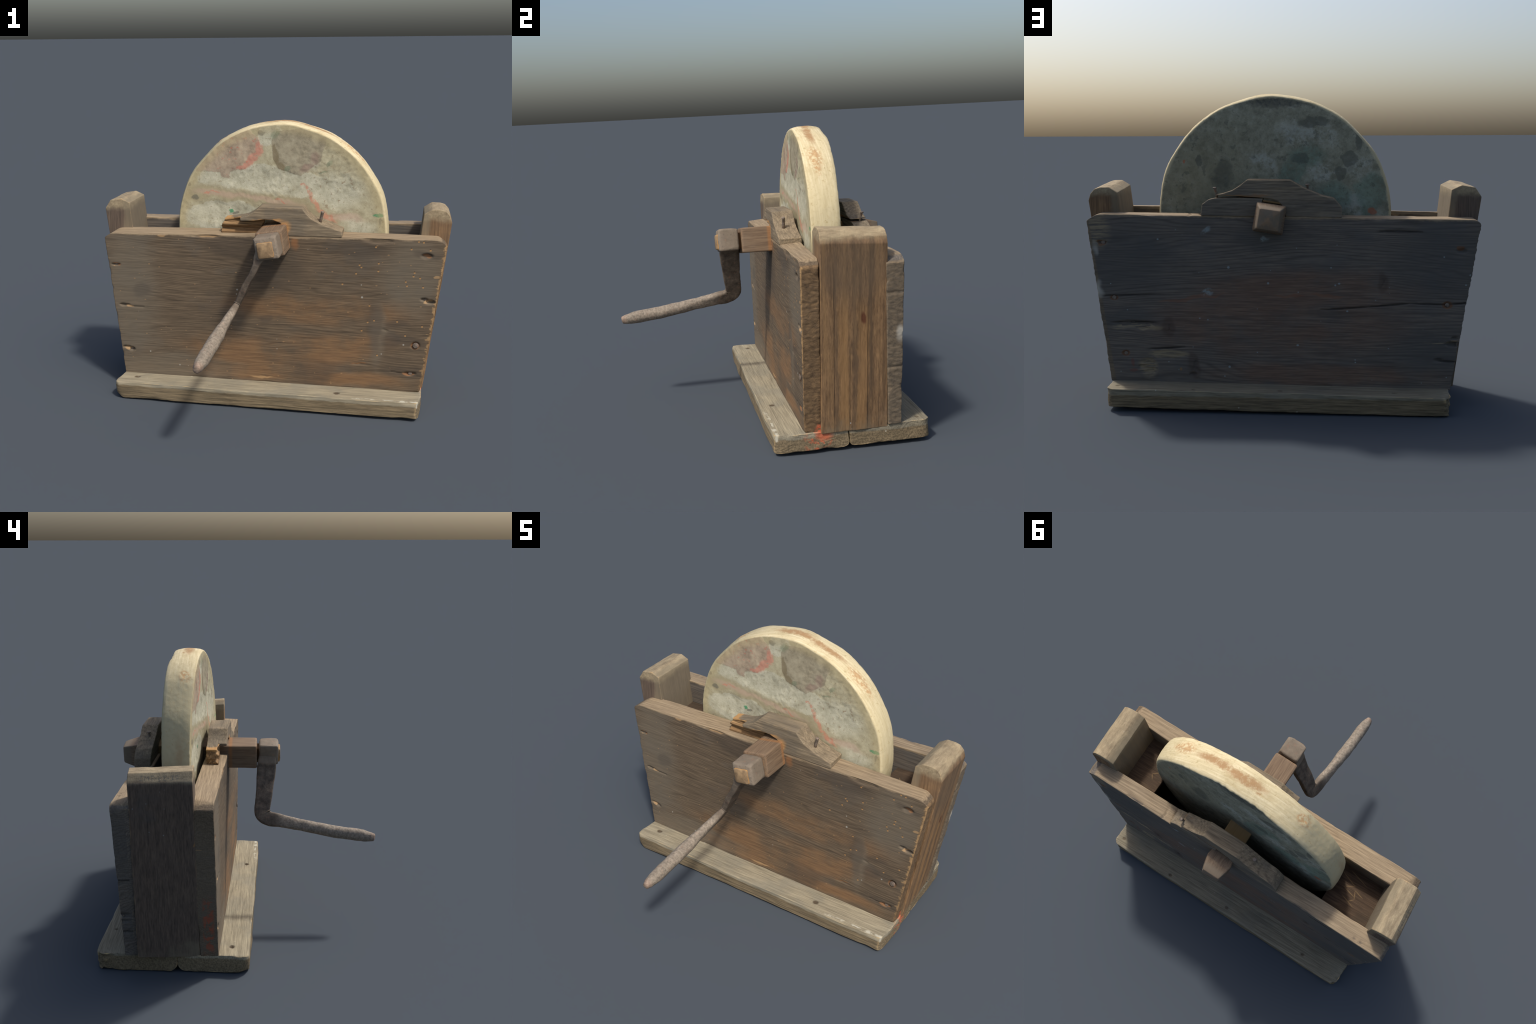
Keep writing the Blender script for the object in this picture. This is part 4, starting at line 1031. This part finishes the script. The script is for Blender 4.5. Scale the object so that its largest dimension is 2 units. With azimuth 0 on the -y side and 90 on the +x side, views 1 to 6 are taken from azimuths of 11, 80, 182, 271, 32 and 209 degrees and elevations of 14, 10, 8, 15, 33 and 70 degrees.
# ---- wheel
def build_wheel():
    prof = []      # (kind, radius, across)
    rf = [0.03] + list(np.linspace(0.06, 0.595, 92))
    rows = []
    for r in rf:
        rows.append((r, 0.0))
    for a in (20, 40, 60, 80):
        rows.append((0.595 + 0.008 * math.sin(math.radians(a)), 0.008 / 0.17 * (1 - math.cos(math.radians(a)))))
    for t in np.linspace(0.13, 0.90, 18):
        rows.append((0.604 + 0.002 * t + 0.008 * (1 - (2 * t - 1) ** 2), t))
    for a in (75, 55, 35, 15):
        rows.append((0.595 + 0.010 * math.sin(math.radians(a)), 1 - 0.011 / 0.17 * (1 - math.cos(math.radians(a)))))
    for r in rf[::-1]:
        rows.append((r, 1.0))
    nseg = 440
    th = np.linspace(0, 2 * math.pi, nseg, endpoint=False)
    R = np.array([a for a, _ in rows])[:, None]
    T = np.array([b for _, b in rows])[:, None]
    deg = np.degrees((th + math.pi) % (2 * math.pi) - math.pi)
    ecc = 0.0015 * np.sin(2 * th + 0.6) + 0.0015 * np.sin(5 * th + 2.0) + 0.0015 * np.sin(11 * th + 1.0) + 0.001 * np.sin(17 * th) 
    rr = R * (1 + ecc[None] / 0.6 * (R / 0.6) ** 2)
    X = WC[0] + rr * np.sin(th)
    Z = WC[1] + rr * np.cos(th)
    Y0 = 0.242 - 0.061 * X + 0.008 * (Z - 0.95)
    Y1 = 0.410 - 0.057 * X + 0.003 * (Z - 0.97) - 0.016 * np.clip(np.abs(X - WC[0]) / 0.6, 0, 1.05) ** 4
    Y = Y0 + (Y1 - Y0) * T
    P = np.stack([X, Y, Z], -1).reshape(-1, 3)
    n = len(rows)
    i, j = np.meshgrid(np.arange(n - 1), np.arange(nseg), indexing="ij")
    k = (j + 1) % nseg
    F = np.stack([i * nseg + j, i * nseg + k, (i + 1) * nseg + k, (i + 1) * nseg + j], -1).reshape(-1, 4).tolist()
    F.append(list(range(nseg)))
    F.append(list(range((n - 1) * nseg, n * nseg))[::-1])
    me = bpy.data.meshes.new("grinding_wheel")
    me.from_pydata(P.tolist(), [], F)
    finish(me)
    P, N = coords(me), normals(me)
    x, y, z = P.T
    rad = np.hypot(x - WC[0], z - WC[1])
    a = np.degrees(np.arctan2(x - WC[0], z - WC[1]))
    isb = smooth(0.5, 0.9, N[:, 1])
    isf = smooth(0.5, 0.9, -N[:, 1])
    coarse = fbm(P, (9, 9, 9), 3, 111.0)
    fine = fbm(P, (40, 40, 40), 3, 113.0)
    d = isf * (0.0008 * coarse + 0.0014 * fine * (0.5 + smooth(-0.1, 0.3, fbm(P, 4, 2, 117.0)))) + isb * (0.0015 * coarse + 0.0014 * fine) + (1 - isf - isb) * 0.0012 * fine
    # chalky hollows between the old coats on the crank side
    for cx, cz, rx, rz in ((-0.08, 1.26, 0.28, 0.07), (-0.30, 1.06, 0.2, 0.07), (0.36, 1.2, 0.15, 0.1)):
        d -= isf * pit(x + 0.03 * coarse, z + 0.03 * coarse, cx, cz, rx, rz, 0.004)
    # big spall along the upper far arris
    sp = smooth(24, 12, abs(a - 0)) * smooth(0.535, 0.60, rad)
    far = smooth(0.55, 0.95, (y - (0.242 - 0.061 * x)) / 0.17)
    P[:, 1] -= sp * far * (0.007 + 0.006 * coarse + 0.005 * fine)
    P[:, 2] -= sp * far * 0.003
    sc = np.exp(-((a - 41) / 7) ** 2 - ((y - 0.288) / 0.035) ** 2) + np.exp(-((a + 33.5) / 4.5) ** 2 - ((y - 0.322) / 0.028) ** 2)
    d += (1 - isf - isb) * sc * 0.003 * (0.3 + 1.5 * fine)
    set_coords(me, P + N * d[:, None])
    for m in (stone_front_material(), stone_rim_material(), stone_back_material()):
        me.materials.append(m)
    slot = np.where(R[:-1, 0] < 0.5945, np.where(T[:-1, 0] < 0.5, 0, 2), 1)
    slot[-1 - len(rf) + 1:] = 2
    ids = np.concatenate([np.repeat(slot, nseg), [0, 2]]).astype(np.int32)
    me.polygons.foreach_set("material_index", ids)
    return new_object("grinding_wheel", me, root)


build_wheel()

# ---- crank: forged eye, flat arm, round grip, one bar bent in a plane
crank = bpy.data.objects.new("crank", None)
bpy.context.scene.collection.objects.link(crank)
crank.parent = root
ER = math.radians(11.0)
ea = np.array([math.cos(ER), 0, math.sin(ER)])
eb = np.array([-math.sin(ER), 0, math.cos(ER)])
est = []
for y, h, sq in [(-0.0885, 0.052, 7), (-0.0915, 0.059, 10), (-0.10, 0.0615, 12), (-0.125, 0.0622, 12), (-0.16, 0.0622, 12), (-0.19, 0.0615, 11), (-0.1985, 0.059, 9), (-0.2025, 0.052, 7)]:
    est.append((np.array([0.0455 + 0.02 * (y + 0.14), y, 0.9715]), ea, eb, h, h * 1.0, sq))
sweep("eye", est, crank, M_iron, sides=56, shape=plain_relief(38, 0.0035, 121.0, 0.003))

arm_dir = np.array([-0.125, 0.028, -0.245])
grip_dir = np.array([-0.046, -0.60, -0.105])
nrm = np.cross(arm_dir, grip_dir)
nrm /= np.linalg.norm(nrm)
ctrl = [  # centre, half width in the bend plane, half thickness, squareness
    ((0.018, -0.138, 0.945), 0.050, 0.034, 8), ((0.000, -0.135, 0.908), 0.055, 0.027, 8), ((-0.012, -0.132, 0.878), 0.056, 0.019, 8), ((-0.036, -0.127, 0.825), 0.053, 0.0175, 8),
    ((-0.075, -0.119, 0.755), 0.049, 0.0180, 8), ((-0.104, -0.110, 0.690), 0.047, 0.019, 7), ((-0.121, -0.105, 0.656), 0.047, 0.018, 6), ((-0.133, -0.109, 0.634), 0.047, 0.019, 6),
    ((-0.139, -0.124, 0.618), 0.046, 0.020, 5), ((-0.143, -0.150, 0.608), 0.043, 0.0215, 4), ((-0.148, -0.20, 0.601), 0.040, 0.0235, 3.4), ((-0.1555, -0.28, 0.587), 0.0365, 0.027, 2.8),
    ((-0.164, -0.38, 0.568), 0.0345, 0.0315, 2.3), ((-0.175, -0.48, 0.550), 0.0345, 0.0335, 2.1), ((-0.181, -0.58, 0.534), 0.0355, 0.034, 2.1), ((-0.1855, -0.66, 0.524), 0.0355, 0.034, 2.1),
    ((-0.188, -0.70, 0.518), 0.034, 0.0325, 2.1), ((-0.1895, -0.738, 0.514), 0.0285, 0.027, 2.2), ((-0.1905, -0.757, 0.511), 0.0235, 0.0205, 2.3), ((-0.191, -0.764, 0.510), 0.0205, 0.0175, 2.3), ((-0.191, -0.7665, 0.5095), 0.014, 0.012, 2.3)]
pc = np.array([c for c, *_ in ctrl])
rest = np.array([[b, c, d] for _, b, c, d in ctrl])
seg = np.concatenate([[0], np.cumsum(np.linalg.norm(np.diff(pc, axis=0), axis=1))])
ss = np.unique(np.concatenate([np.linspace(0, seg[-1], 120), seg]))
cc = np.stack([np.interp(ss, seg, pc[:, k]) for k in range(3)], 1)
rv = np.stack([np.interp(ss, seg, rest[:, k]) for k in range(3)], 1)
for _ in range(2):
    cc[1:-1] = 0.25 * cc[:-2] + 0.5 * cc[1:-1] + 0.25 * cc[2:]
tan = np.gradient(cc, axis=0)
tan /= np.linalg.norm(tan, axis=1)[:, None]
bst = []
for c, t, (hw, ht, sq) in zip(cc, tan, rv):
    wdir = np.cross(nrm, t)
    wdir /= np.linalg.norm(wdir)
    bst.append((c, wdir, nrm, hw, ht, sq))
sweep("handle_bar", bst, crank, M_iron, sides=36, shape=plain_relief((30, 22, 30), 0.0018, 131.0, 0.0045))


# ---- nails
def nail(base, tip, r, head, parent, bend=0.0):
    b, t = Vector(base), Vector(tip)
    d = (t - b).normalized()
    a = d.orthogonal().normalized()
    c = d.cross(a)
    L = (t - b).length
    stn = []
    for f, k in ((0, 1), (0.5, 0.95), (0.86, 1.0), (0.90, head), (0.97, head), (1.0, head * 0.75)):
        p = b + d * L * f + a * bend * f * f
        stn.append((np.array(p), np.array(a), np.array(c), r * k, r * k, 2.2))
    return sweep("nail", stn, parent, M_nail, sides=12)


nail((0.286, 0.134, 1.040), (0.302, 0.131, 1.112), 0.0085, 1.15, block_f)
nail((0.322, 0.548, 1.05), (0.326, 0.552, 1.117), 0.0065, 1.5, block_b, 0.012)
nail((-0.136, 0.540, 1.085), (-0.131, 0.546, 1.131), 0.006, 1.9, block_b)
y_f = lambda x, z: 0.0995 - 0.0285 * x + 0.004 * (z - 0.5)
y_b = lambda x, z: 0.593 - 0.0265 * x + 0.012 * (z - 0.5)
for x, z, r, lift in ((0.829, 0.386, 0.0165, 0.004), (0.869, 0.894, 0.011, -0.008), (0.805, 0.216, 0.011, -0.007), (-0.826, 0.247, 0.009, -0.011), (-0.898, 0.764, 0.009, -0.008), (0.872, 0.648, 0.009, -0.009)):
    y = y_f(x, z)
    nail((x, y + 0.03, z), (x, y - lift, z), r / 1.3, 1.3, front)
for x, z, r, lift in ((-0.83, 0.531, 0.011, 0.001), (0.857, 0.553, 0.011, -0.004), (0.805, 0.260, 0.010, -0.006), (-0.893, 0.806, 0.011, -0.006), (0.905, 0.838, 0.011, -0.008)):
    y = y_b(x, z)
    nail((x, y - 0.03, z), (x, y + lift, z), r / 1.3, 1.3, back)
